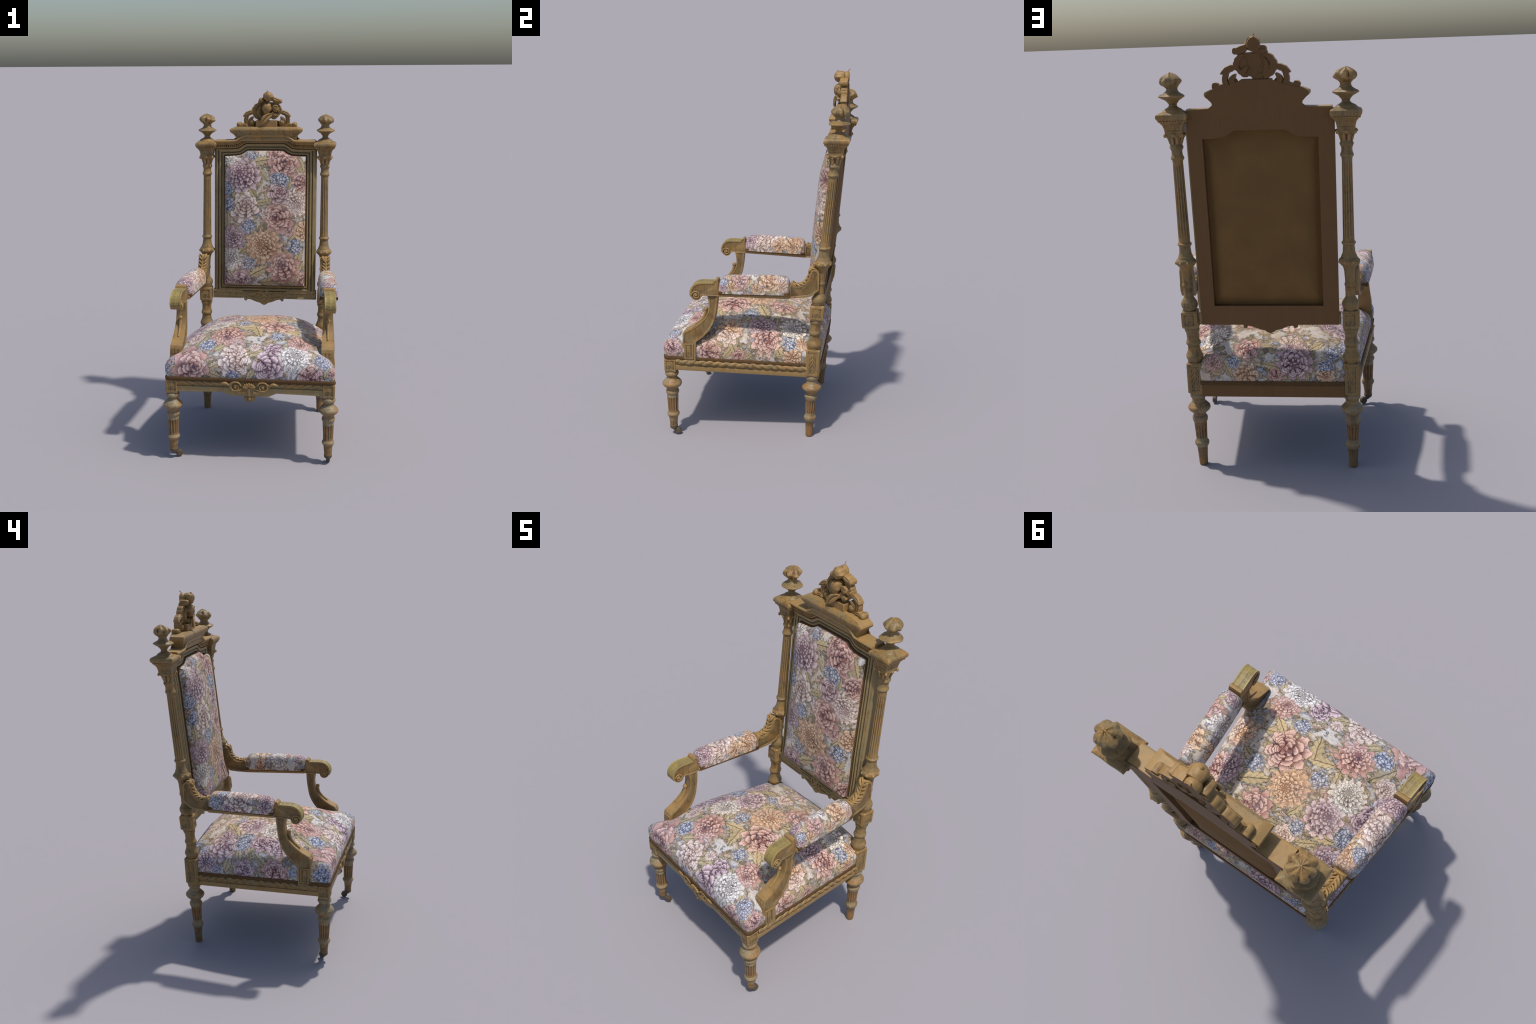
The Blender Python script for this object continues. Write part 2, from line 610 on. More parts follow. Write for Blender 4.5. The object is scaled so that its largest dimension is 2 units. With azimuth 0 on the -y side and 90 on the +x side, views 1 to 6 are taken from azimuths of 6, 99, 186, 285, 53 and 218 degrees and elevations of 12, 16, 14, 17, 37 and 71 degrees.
        if fcol is None:
            fcol, inside0 = shade, inn
        else:
            fcol = g.mix(inn, fcol, shade)
    eye = g.ss(g.m('SQRT', (x - .12) * (x - .12) + (y + .1) * (y + .1)), .14, .07)
    fcol = g.mix(eye * .7 * (hue < .17), fcol, srgb(66, 64, 84))
    # hydrangea heads: clusters of little florets
    cell = g.voronoi(g.v('ADD', fl, (3.0, 1.0, 0.0)), 3.4)
    cell2 = g.voronoi(g.v('ADD', fl, (3.0, 1.0, 0.0)), 3.4, 'DISTANCE_TO_EDGE')
    fl4 = g.mix(g.ss(cell, .06, .2), srgb(214, 208, 200), g.mix(g.ss(cell, .2, .5), srgb(192, 194, 202), srgb(162, 167, 182)))
    fl4 = g.mix(g.ss(cell2 + .12 * (wob - .5), .12, .04), fl4, srgb(90, 94, 112))
    fcol = g.mix(isblue, fcol, fl4)
    inb = g.ss(fd, .98, .86) * g.ss(g.noise(fl, 2.6, 2) - r * .32, .16, .2)
    mask = g.m('MULTIPLY', inside0, 1 - isblue) + inb * isblue
    col = g.mix(mask, col, fcol)
    # fine drawn strokes over everything, and a slow drift of tint
    s1 = g.noise(g.mapping(Pw, rot=(.2, .4, 1.1), scale=(1, 3.2, 1)), 85, 3, .6, .8)
    s2 = g.noise(g.mapping(Pw, rot=(.5, .1, -.6), scale=(1, 3.0, 1)), 95, 3, .6, .8)
    stroke = g.m('MAXIMUM', g.ss(s1, .60, .68), g.ss(s2, .61, .69))
    col = g.mix(stroke * .55, col, srgb(84, 72, 72))
    col = g.mix(g.ss(g.noise(P, 7, 2), .45, .68) * .14, col, srgb(186, 150, 118))
    col = g.mix(g.ss(g.noise(g.v('ADD', P, (5.0, 2.0, 0)), 8, 2), .5, .7) * .10, col, srgb(168, 178, 202))
    bc = g.node('ShaderNodeBrightContrast')
    g.plug(bc.inputs[0], col)
    bc.inputs[1].default_value, bc.inputs[2].default_value = .035, .13
    hs = g.node('ShaderNodeHueSaturation')
    hs.inputs['Saturation'].default_value = .90
    g.t.links.new(bc.outputs[0], hs.inputs['Color'])
    col = S(g, hs.outputs[0])
    if baked_light:
        # coloured light tinted into the cloth: warm mid-seat, cool along front and one side
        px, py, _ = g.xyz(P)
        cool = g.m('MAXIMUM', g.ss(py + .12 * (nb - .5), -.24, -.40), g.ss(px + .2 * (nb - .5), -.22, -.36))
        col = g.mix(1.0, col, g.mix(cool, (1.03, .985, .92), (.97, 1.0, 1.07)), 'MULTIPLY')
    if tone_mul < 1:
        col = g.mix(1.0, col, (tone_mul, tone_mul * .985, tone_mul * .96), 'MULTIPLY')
    # weave
    w1 = g.noise(g.mapping(P, scale=(1, 1, 1)), 420, 2, .6)
    col = g.mix(.35, col, g.mix(g.ss(w1, .3, .7), (.30, .30, .31), (.66, .66, .64)), 'SOFT_LIGHT')
    return g.finish(col, .85, w1, .25, .0008, .12, .1)


# ================================================================ the chair
chair = bpy.data.objects.new("carved_armchair", None)
C.objects.link(chair)
chair["label"] = "tall gilded carved throne armchair with floral tapestry upholstery"
chair["category"] = "armchair"

# ---------------------------------------------------------------- relief tablets for the square blocks
def tablet_rosette(u, v):
    m = max(abs(u), abs(v))
    if m > .74:
        return .003
    r, a = hypot(u, v) / .74, atan2(v, u)
    pet = max(0, (1 - r * .75)) * (.45 + .55 * abs(cos(4 * a))) if r < 1.25 else 0
    return .0004 + .0042 * pet * smoothstep(1.3, 1.0, r)


def tablet_spray(u, v):
    m = max(abs(u) * .94, abs(v))
    if abs(u) > .62 or abs(v) > .84:
        return .003
    uu, vv = u / .62, v / .84
    stem = max(0, 1 - abs(uu) * 3)
    leaf = max(0, cos(15 * vv + 7 * abs(uu))) * max(0, 1 - abs(uu) * (.75 - .2 * cos(2.6 * vv)))
    return .0004 + .0036 * max(.7 * stem, leaf) * smoothstep(1, .86, abs(vv))


def tablet_plain(u, v):
    if abs(u) > .62 or abs(v) > .82:
        return .0026
    if abs(u) > .42 or abs(v) > .72:
        return .0004
    return .0026


def tablet_mesh(kind, w, h):
    fn = dict(rosette=tablet_rosette, spray=tablet_spray, plain=tablet_plain)[kind]
    nx, ny = (28, 28) if kind == 'rosette' else (28, 56)
    V, F = relief(w, h, fn, nx, ny)
    ob = new_obj("carved_panel", V, F, GOLD, None, 60)
    me = ob.data
    bpy.data.objects.remove(ob)
    return me


SPRAY = tablet_mesh('spray', .060, .146)
ROSETTE_P = tablet_mesh('rosette', .058, .066)
ROSETTE_F = tablet_mesh('rosette', .058, .066)

def brown_shaft(ob):
    """gilding rubbed off the fluted shaft and the foot"""
    ob.data.materials.append(LEGBROWN)
    for p in ob.data.polygons:
        z = p.center.z
        if .140 < z < .226 or z < .094:
            p.material_index = 1


# ---------------------------------------------------------------- rear legs and back posts
REAR_LEG = smooth_profile([
    (0, .0195), (.004, .0205), (.06, .0225), (.092, .0255), (.098, .0295), (.106, .033), (.113, .0345), (.12, .0335),
    (.126, .029), (.132, .0265)], 2) + smooth_profile([
    (.134, .0265, 0, 0), (.145, .027, 0, .13), (.205, .0295, 0, .13), (.217, .030, 0, 0), (.222, .031), (.23, .0345), (.238, .0365), (.247, .0365),
    (.253, .033), (.258, .029), (.267, .0295), (.275, .036), (.286, .048), (.296, .0535), (.305, .0525), (.317, .042),
    (.327, .0325), (.335, .030), (.344, .0305), (.351, .0355), (.360, .0385), (.367, .037), (.371, .034)], 3)

POST = [(.369, .034, .2), (.376, .0352, .6), (.384, .0356, 1), (.522, .0356, 1), (.530, .035, .5)]
POST += smooth_profile([(.531, .0335), (.540, .034), (.548, .0385), (.558, .040), (.567, .0375), (.575, .034), (.585, .0300),
                        (.600, .0280), (.611, .0275), (.617, .0325), (.626, .034), (.633, .0315), (.640, .0285),
                        (.664, .0280), (.676, .0295), (.683, .0335), (.690, .0345), (.697, .0335)], 3)
POST += [(.698, .034, .3), (.706, .0356, 1), (.780, .0356, 1), (.786, .034, .5)]
POST += smooth_profile([(.787, .0325), (.796, .0335), (.806, .0375), (.815, .0385), (.826, .0365), (.834, .0315),
                        (.842, .027), (.850, .0225), (.888, .0208), (.897, .0212), (.903, .0250), (.908, .0256), (.914, .0238),
                        (.919, .0222), (.970, .0238), (.985, .0270), (.993, .0310), (1.001, .0385), (1.010, .0445), (1.018, .0458),
                        (1.026, .0435), (1.034, .0365), (1.041, .0345), (1.046, .0320), (1.058, .0280), (1.085, .0255),
                        (1.091, .0262), (1.097, .0312), (1.103, .0320), (1.108, .0275), (1.113, .0255)], 3)
POST += [(1.120, .0256, 0, 0), (1.135, .0256, 0, .13), (1.3, .0240, 0, .13), (1.455, .0228, 0, .13), (1.466, .0226, 0, 0)]
POST += smooth_profile([(1.470, .0226), (1.478, .0235), (1.484, .0280), (1.490, .0298), (1.497, .0270), (1.505, .0240), (1.520, .0235),
                        (1.529, .0270), (1.536, .0305), (1.543, .0280), (1.550, .0255)], 3)
POST += smooth_profile([(1.553, .0258, 0, .10), (1.565, .0285, .1, .16), (1.577, .0330, .3, .16), (1.584, .0390, .5, .10), (1.591, .0410, .7, .05),
                        (1.597, .0380, .9, 0), (1.600, .0375, 1, 0), (1.613, .0380, 1, 0), (1.615, .0395, 1, 0), (1.620, .0395, 1, 0),
                        (1.634, .0440, 1, 0), (1.646, .0530, 1, 0), (1.648, .0560, 1, 0), (1.653, .0560, 1, 0), (1.656, .0605, 1, 0), (1.663, .0655, 1, 0),
                        (1.671, .0670, .97, 0), (1.678, .0660, .95, 0), (1.683, .0615, .93, 0), (1.687, .052, .8, 0), (1.690, .040, 1, 0)], 2)

FINIAL = smooth_profile([(1.684, .048, .25), (1.690, .047, .2), (1.699, .038), (1.706, .025), (1.711, .0185), (1.720, .0172), (1.727, .0225),
                         (1.735, .029), (1.744, .044), (1.750, .0545), (1.754, .0555), (1.759, .050), (1.766, .036),
                         (1.772, .028), (1.779, .024), (1.786, .0235), (1.792, .026)], 3)
BULB = smooth_profile([(1.790, .022), (1.797, .030), (1.805, .040), (1.813, .0445), (1.821, .0445), (1.830, .041), (1.838, .034),
                       (1.845, .022), (1.850, .010), (1.852, .003)], 3)


def bulb(seed):
    rings = []
    for z, r, _, _ in BULB:
        ring = []
        for j in range(64):
            a = 2 * pi * j / 64
            k = 1 + .17 * smoothstep(1.790, 1.812, z) * (abs(cos(3.5 * a + seed)) ** .7 - .55) \
                + .20 * mnoise.noise(Vector((cos(a) * 1.8 + seed, sin(a) * 1.8, z * 45)))
            ring.append((r * k * cos(a), r * k * sin(a), z + .006 * mnoise.noise(Vector((cos(a) * 2, sin(a) * 2 + seed, z * 30)))))
        rings.append(ring)
    return loft(rings)


for side in (1, -1):
    def ax(z, s=side):
        x = .366 if s > 0 else -interp(z, [(.3, .366), (.9, .366), (1.1, .363)])
        if s > 0:
            x = interp(z, [(0, .353), (.3, .356), (.53, .360), (.80, .366), (1.0, .366), (1.2, .3645)])
        return (x, post_y(z))
    V, F = turned(REAR_LEG, 96, 12, ax, .035, side)
    leg = new_obj("rear_leg", V, F, LEGGOLD, chair, 50)
    brown_shaft(leg)
    V, F = turned(POST, 96, 12, ax, .030, 4 + side)
    post = new_obj("back_post", V, F, GOLD, chair, 32)
    # carved studs round the big ring
    studs = []
    zr = 1.016
    cx, cy = ax(zr)
    for k in range(8):
        a = 2 * pi * (k + .5) / 8
        studs.append(ellipsoid((cx + .0425 * cos(a), cy + .0425 * sin(a), zr), (.0085, .0085, .009), 12, 8))
    V, F = merge(studs)
    ob = new_obj("ring_carving", V, F, GOLD, post, 60)
    ob["kind"] = "stuff"
    # capital leaves and corner volutes
    parts = []
    for k in range(8):
        a = 2 * pi * k / 8 + pi / 8
        cx, cy = ax(1.57)
        path = [(cx + r * cos(a), cy + r * sin(a) + (z - 1.57) * .1, z) for r, z in ((.0255, 1.552), (.0285, 1.566), (.0335, 1.578), (.0395, 1.583), (.041, 1.579))]
        parts.append(tube(path, [.006, .0075, .0065, .004, .002], 8, (1, .6), Vector((cos(a), sin(a), 0.01))))
    for k in range(4):
        a = pi / 4 + k * pi / 2
        cx, cy = ax(1.59)
        parts.append(ellipsoid((cx + .053 * cos(a), cy + .053 * sin(a), 1.590), (.0072, .0072, .0090), 12, 8))
        parts.append(ellipsoid((cx + .041 * cos(a + pi / 4), cy + .041 * sin(a + pi / 4), 1.592), (.008, .008, .007), 12, 8))
    V, F = merge(parts)
    new_obj("capital_carving", V, F, GOLD, post, 60)["kind"] = "stuff"
    # bead row below the abacus
    parts = []
    for k in range(4):
        a = k * pi / 2
        for i in range(-4, 5):
            cx, cy = ax(1.652)
            t = i * .0125
            parts.append(ellipsoid((cx + cos(a) * .0575 - sin(a) * t, cy + sin(a) * .0575 + cos(a) * t, 1.6515), (.0038, .0038, .0042), 10, 6))
    V, F = merge(parts)
    new_obj("capital_bead", V, F, GOLD, post, 60)["kind"] = "stuff"
    # tablets
    for zc, mesh in ((.453, SPRAY), (.744, ROSETTE_P)):
        cx, cy = ax(zc)
        for k, (dx, dy) in enumerate(((0, -1), (side, 0), (0, 1))):
            lean = .044 if zc < .6 else .10
            put("carved_panel", mesh, post, (cx + dx * .0356, cy + dy * .0356, zc), (lean * dy, lean * dx, atan2(dx, -dy)))
    # finial
    fx, fy = ax(1.70)
    V, F = turned(FINIAL, 64, 12, lambda z: (fx, post_y(z)), .11, 3 + side)
    fin = new_obj("finial", V, F, GOLD, post, 50)
    V, F = bulb(2.0 + side)
    V = [(x + fx + (.003 * (z > 1.8) if side > 0 else 0), y + post_y(z), z if side < 0 else z - .003) for x, y, z in V]
    new_obj("finial_bulb", V, F, GOLD, post, 60)

# ---------------------------------------------------------------- front legs
FRONT_LEG = smooth_profile([
    (.050, .0195), (.054, .0218), (.064, .0205), (.068, .0212), (.104, .0252), (.110, .0275), (.118, .0325), (.126, .0352), (.134, .032), (.139, .0285),
    (.142, .0275)], 2) + smooth_profile([
    (.144, .0275, 0, 0), (.153, .028, 0, .13), (.224, .0308, 0, .13), (.234, .0312, 0, 0), (.241, .0305), (.248, .0315), (.254, .0355), (.263, .0372), (.270, .0345),
    (.276, .0305), (.283, .0315), (.291, .0390), (.302, .0500), (.311, .0537), (.319, .0525), (.331, .0430), (.340, .0345), (.347, .0290),
    (.354, .0285), (.362, .0350), (.370, .0382), (.379, .0365), (.384, .0330)], 3) + [
    (.386, .030, .6), (.390, .0306, 1), (.463, .0306, 1), (.467, .028, 1)]
for side in (1, -1):
    cx, cy = (.430 if side > 0 else -.428), -.456
    V, F = turned(FRONT_LEG, 96, 12, lambda z: (0, 0), .035, 9 + side)
    leg = new_obj("front_leg", V, F, LEGGOLD, chair, 40)
    brown_shaft(leg)
    leg.location = (cx, cy, 0)
    for dx, dy in ((0, -1), (side, 0)):
        put("carved_panel", ROSETTE_F, leg, (dx * .0306, dy * .0306, .428), (0, 0, atan2(dx, -dy)))
    # caster: cup, bent horn, wheel
    wx, wy = (.0, .022) if side > 0 else (.026, .016)
    V, F = merge([
        turned(smooth_profile([(.030, .008), (.034, .017), (.040, .0215), (.052, .0222), (.056, .0205), (.058, .0195)], 2), 32),
        tube([(0, 0, .038), (wx * .4, wy * .4, .034), (wx * .8, wy * .8, .026), (wx, wy, .02)], [.015, .014, .012, .010], 12, (1, 1), Vector((.3, .2, 1)))])
    cast = new_obj("caster", V, F, METAL, leg, 50)
    rings = []
    ang = atan2(wy, wx)
    ux, uy = -sin(ang), cos(ang)
    for w, rr in ((-.0105, .006), (-.0105, .0165), (-.008, .0195), (.008, .0195), (.0105, .0165), (.0105, .006)):
        rings.append([(wx + ux * w + cos(ang) * rr * cos(b), wy + uy * w + sin(ang) * rr * cos(b), .0198 + rr * sin(b))
                      for b in (2 * pi * j / 28 for j in range(28))])
    V, F = loft(rings)
    new_obj("caster_wheel", V, F, METAL, leg, 50)

# ---------------------------------------------------------------- seat rails
def tilt(y):                      # the seat slopes down toward the back
    return -.036 * (y + .45) / .75


def side_x(y):                    # outer face of the side rails
    return lerp(.458, .389, (y + .42) / .71)


def rail_profile_side(s):
    rows = [(0, .400), (.004, .396), (.0, .400)]
    return rows


for side in (1, -1):
    # rail: moulded plank
    prof = [(-.030, .403), (-.001, .403), (.0, .405), (.0, .428), (-.003, .430), (-.003, .433), (-.004, .440), (-.004, .468), (-.030, .468)]
    rings = []
    for i in range(13):
        y = lerp(-.425, .30, i / 12)
        rings.append([(side * (side_x(y) + o), y, z + tilt(y)) for o, z in prof])
    V, F = loft(rings)
    rail = new_obj("side_rail", V, F, GOLD, chair, 30)
    # twisted ribbon moulding, reversing its hand at mid length
    rings = []
    L = 150
    for i in range(L + 1):
        y = lerp(-.422, .292, i / L)
        tw = abs(y + .07) * 2 * pi / .090
        ring = []
        for j in range(24):
            a = 2 * pi * j / 24
            rr = .0128 * (.66 + .40 * abs(cos(a + tw)) ** .8) * (1 + .16 * mnoise.noise(Vector((cos(a), sin(a), y * 40))))
            ring.append((side * (side_x(y) - .001 + .8 * rr * cos(a)), y, .4525 + tilt(y) + rr * sin(a) * 1.1))
        rings.append(ring)
    V, F = loft(rings)
    new_obj("ribbon_molding", V, F, GOLD, rail, 70)

# front rail with a dropped centre
def front_bottom(x):
    x = abs(x)
    return interp(x, [(0, .384), (.105, .3835), (.118, .390), (.150, .4035), (.385, .398), (.40, .397)])


rings = []
for i in range(81):
    x = lerp(-.40, .40, i / 80)
    b = front_bottom(x)
    rings.append([(x, y, z) for y, z in ((-.448, b), (-.480, b), (-.4825, b + .002), (-.4825, .430), (-.479, .432), (-.479, .436), (-.4785, .468), (-.448, .468))])
V, F = loft(rings)
rail = new_obj("front_rail", V, F, FRAMEGOLD, chair, 30)
for s in (1, -1):
    rings = []
    for i in range(91):
        x = lerp(.13, .398, i / 90)
        tw = x * 2 * pi / .090
        ring = []
        for j in range(24):
            a = 2 * pi * j / 24
            rr = .0124 * (.66 + .40 * abs(cos(a - tw)) ** .8) * (1 + .16 * mnoise.noise(Vector((cos(a), sin(a), x * 40))))
            ring.append((s * x, -.4795 - .8 * rr * cos(a), .4525 + rr * sin(a) * 1.1))
        rings.append(ring)
    V, F = loft(rings)
    new_obj("ribbon_molding", V, F, GOLD, rail, 70)


def spiral_path(c, r0, r1, a0, a1, n=26, plane='xz', y=0):
    out = []
    for i in range(n + 1):
        t = i / n
        r, a = lerp(r0, r1, t), lerp(a0, a1, t)
        out.append((c[0] + r * cos(a), y, c[1] + r * sin(a)))
    return out


# shell and scroll cartouche on the front rail
parts = []
for k in range(-3, 4):
    a = pi / 2 + k * .42
    parts.append(tube([(0, -.482, .432), (.016 * cos(a), -.492, .432 + .014 * sin(a)), (.032 * cos(a), -.493, .432 + .026 * sin(a)), (.035 * cos(a), -.484, .432 + .029 * sin(a))],
                      [.005, .0075, .0072, .003], 10))
V, F = merge(parts)
new_obj("shell_carving", V, F, GOLD, rail, 60)
for s in (1, -1):
    p = spiral_path((s * .075, .436), .030, .010, pi * .5, pi * .5 + s * -2 * pi * 1.15, 34, 'xz', -.486)
    V, F = merge([tube(p, [.0065 - .002 * i / 34 for i in range(35)], 10),
                  ellipsoid((s * .075, -.486, .436), (.010, .007, .010), 14, 8),
                  tube(catmull([(s * .045, -.487, .444), (s * .058, -.490, .462), (s * .085, -.489, .464), (s * .104, -.487, .452), (s * .118, -.485, .444)], 6),
                       .0058, 10),
                  tube(catmull([(s * .108, -.485, .440), (s * .118, -.489, .452), (s * .134, -.490, .458), (s * .150, -.487, .452), (s * .160, -.483, .446)], 6),
                       [.003 + .006 * sin(pi * i / 24) for i in range(25)], 10),
                  tube(catmull([(s * .03, -.484, .424), (s * .06, -.487, .416), (s * .085, -.486, .412), (s * .106, -.485, .424), (s * .108, -.484, .442)], 6), .0042, 10)])
    new_obj("scroll_carving", V, F, GOLD, rail, 60)
    V, F = box(s * .020 if s > 0 else -.072, .072 if s > 0 else -.020, -.488, -.480, .396, .414)
    bevel(new_obj("tablet_carving", V, F, GOLD, rail, 40), .003)
V, F = merge([tube([(0, -.486, .430), (0, -.489, .410), (0, -.478, .386)], [.009, .0085, .009], 12),
              ellipsoid((0, -.458, .367), (.029, .024, .023), 28, 14, 8, .09), ellipsoid((0, -.476, .366), (.011, .010, .010), 14, 8)])
new_obj("pendant_rosette", V, F, GOLD, rail, 60)

# back rail
V, F = box(-.335, .330, .320, .361, .366, .436)
bevel(new_obj("back_rail", V, F, BACKWOOD, chair), .003)
V, F = box(-.33, .33, .3035, .3465, .412, .4245)
# underside sacking, sagging in ragged waves below the rails
n = 40
V, F = [], []
def foot_outline(k, inset):
    pts = []
    for i in range(4 * n):
        e, t = i // n, (i % n) / n
        c = [(.445, -.465), (.375, .325), (-.375, .325), (-.445, -.465)]
        a, b = c[e], c[(e + 1) % 4]
        pts.append((lerp(a[0], b[0], t) * (1 - inset), lerp(a[1], b[1], t) * (1 - inset)))
    return pts
rings = []
for inset, dz in ((.01, .012), (.012, .003), (.03, .0), (.5, -.010), (.98, -.012)):
    rings.append([(x, y, .398 + tilt(y) + dz + (.006 * mnoise.noise(Vector((x * 14, y * 14, inset))) - .003 if dz < 0 else 0)) for x, y in foot_outline(0, inset)])
V, F = loft(rings)
new_obj("underside_sacking", V, F, SACK, chair, 60)

# ---------------------------------------------------------------- seat cushion
def seat_outline(n=40):
    """rounded trapezoid, counter-clockwise"""
    c = [(.461, -.487), (.386, .296), (.336, .306), (.333, .361), (-.333, .361), (-.336, .306), (-.386, .296), (-.461, -.487)]
    rad = [.030, .02, .008, .014, .014, .008, .02, .030]
    pts = []
    m = len(c)
    for i in range(m):
        p, q, s = Vector(c[i - 1]), Vector(c[i]), Vector(c[(i + 1) % m])
        d0, d1 = (p - q).normalized(), (s - q).normalized()
        a, b = q + d0 * rad[i], q + d1 * rad[i]
        for k in range(9):
            t = k / 8
            pts.append((1 - t) ** 2 * a + 2 * t * (1 - t) * q + t * t * b)
        a2 = b
        b2 = s - d1 * rad[(i + 1) % m]
        nn = max(2, int(n * (b2 - a2).length / .8))
        for k in range(1, nn):
            pts.append(a2.lerp(b2, k / nn))
    return pts


SEAT = catmull([(.004, .470), (.0, .480), (-.004, .505), (-.005, .535), (-.003, .562), (.005, .588), (.020, .609), (.045, .627), (.085, .647),
                (.135, .667), (.20, .686), (.28, .701), (.36, .710), (.408, .712)], 4)
out = seat_outline()
ctr = Vector((0, -.063))
rings = []
for ins, z in SEAT:
    ring = []
    for p in out:
        d = p - ctr
        L = d.length
        # inset measured toward the middle, same for all sides
        k = 1 - ins / .412
        q = ctr + d * k
        zz = z + tilt(q.y)
        zz += .004 * mnoise.noise(Vector((q.x * 7, q.y * 7, z * 5))) * smoothstep(.5, .62, z)
        # rear edge is pulled lower
        up = smoothstep(.50, .61, z)
        zz += (-.028 + .034 * max(0, 1 - (q.x / .36) ** 2)) * smoothstep(-.05, .25, q.y) * up
        # front edge falls away softly, the corners more
        zz -= .012 * smoothstep(-.20, -.42, q.y) * up
        zz += .010 * math.exp(-((q.x + .27) ** 2 + (q.y - .10) ** 2) / .015) * up
        # and dips where the arm supports are let in
        zz -= .027 * smoothstep(.17, .34, abs(q.x)) * math.exp(-((q.y + .335) / .105) ** 2) * up
        zz += .011 * mnoise.noise(Vector((q.x * 10, q.y * 6, 3.3))) * smoothstep(.08, .28, q.y) * up
        zz -= .008 * smoothstep(.25, .42, abs(q.x)) * smoothstep(-.30, -.44, q.y) * up
        ring.append((q.x, q.y, zz))
    rings.append(ring)
V, F = loft(rings)
F.pop(-2)
cushion_geo = (V, F)
bv = BVHTree.FromPolygons([Vector(v) for v in V], F)


def on_surface(bvh, face, a, b):
    o, d = {'top': (Vector((a, b, 3)), Vector((0, 0, -1))), 'front': (Vector((a, -3, b)), Vector((0, 1, 0))),
            'right': (Vector((3, a, b)), Vector((-1, 0, 0))), 'left': (Vector((-3, a, b)), Vector((1, 0, 0))),
            'rear': (Vector((a, 3, b)), Vector((0, -1, 0)))}[face]
    h = bvh.ray_cast(o, d)
    if h[0] is None:
        h = bvh.find_nearest(o + d * 2.6)
    n = h[1] if h[1].dot(d) < 0 else -h[1]
    return h[0], n


def plant(bvh, rows):
    return [(*on_surface(bvh, f, a, b), r, s, h, p) for f, a, b, r, s, h, p in rows]


def plant_leaves(bvh, rows):
    return [(*on_surface(bvh, f, a, b), r, s, t) for f, a, b, r, s, t in rows]


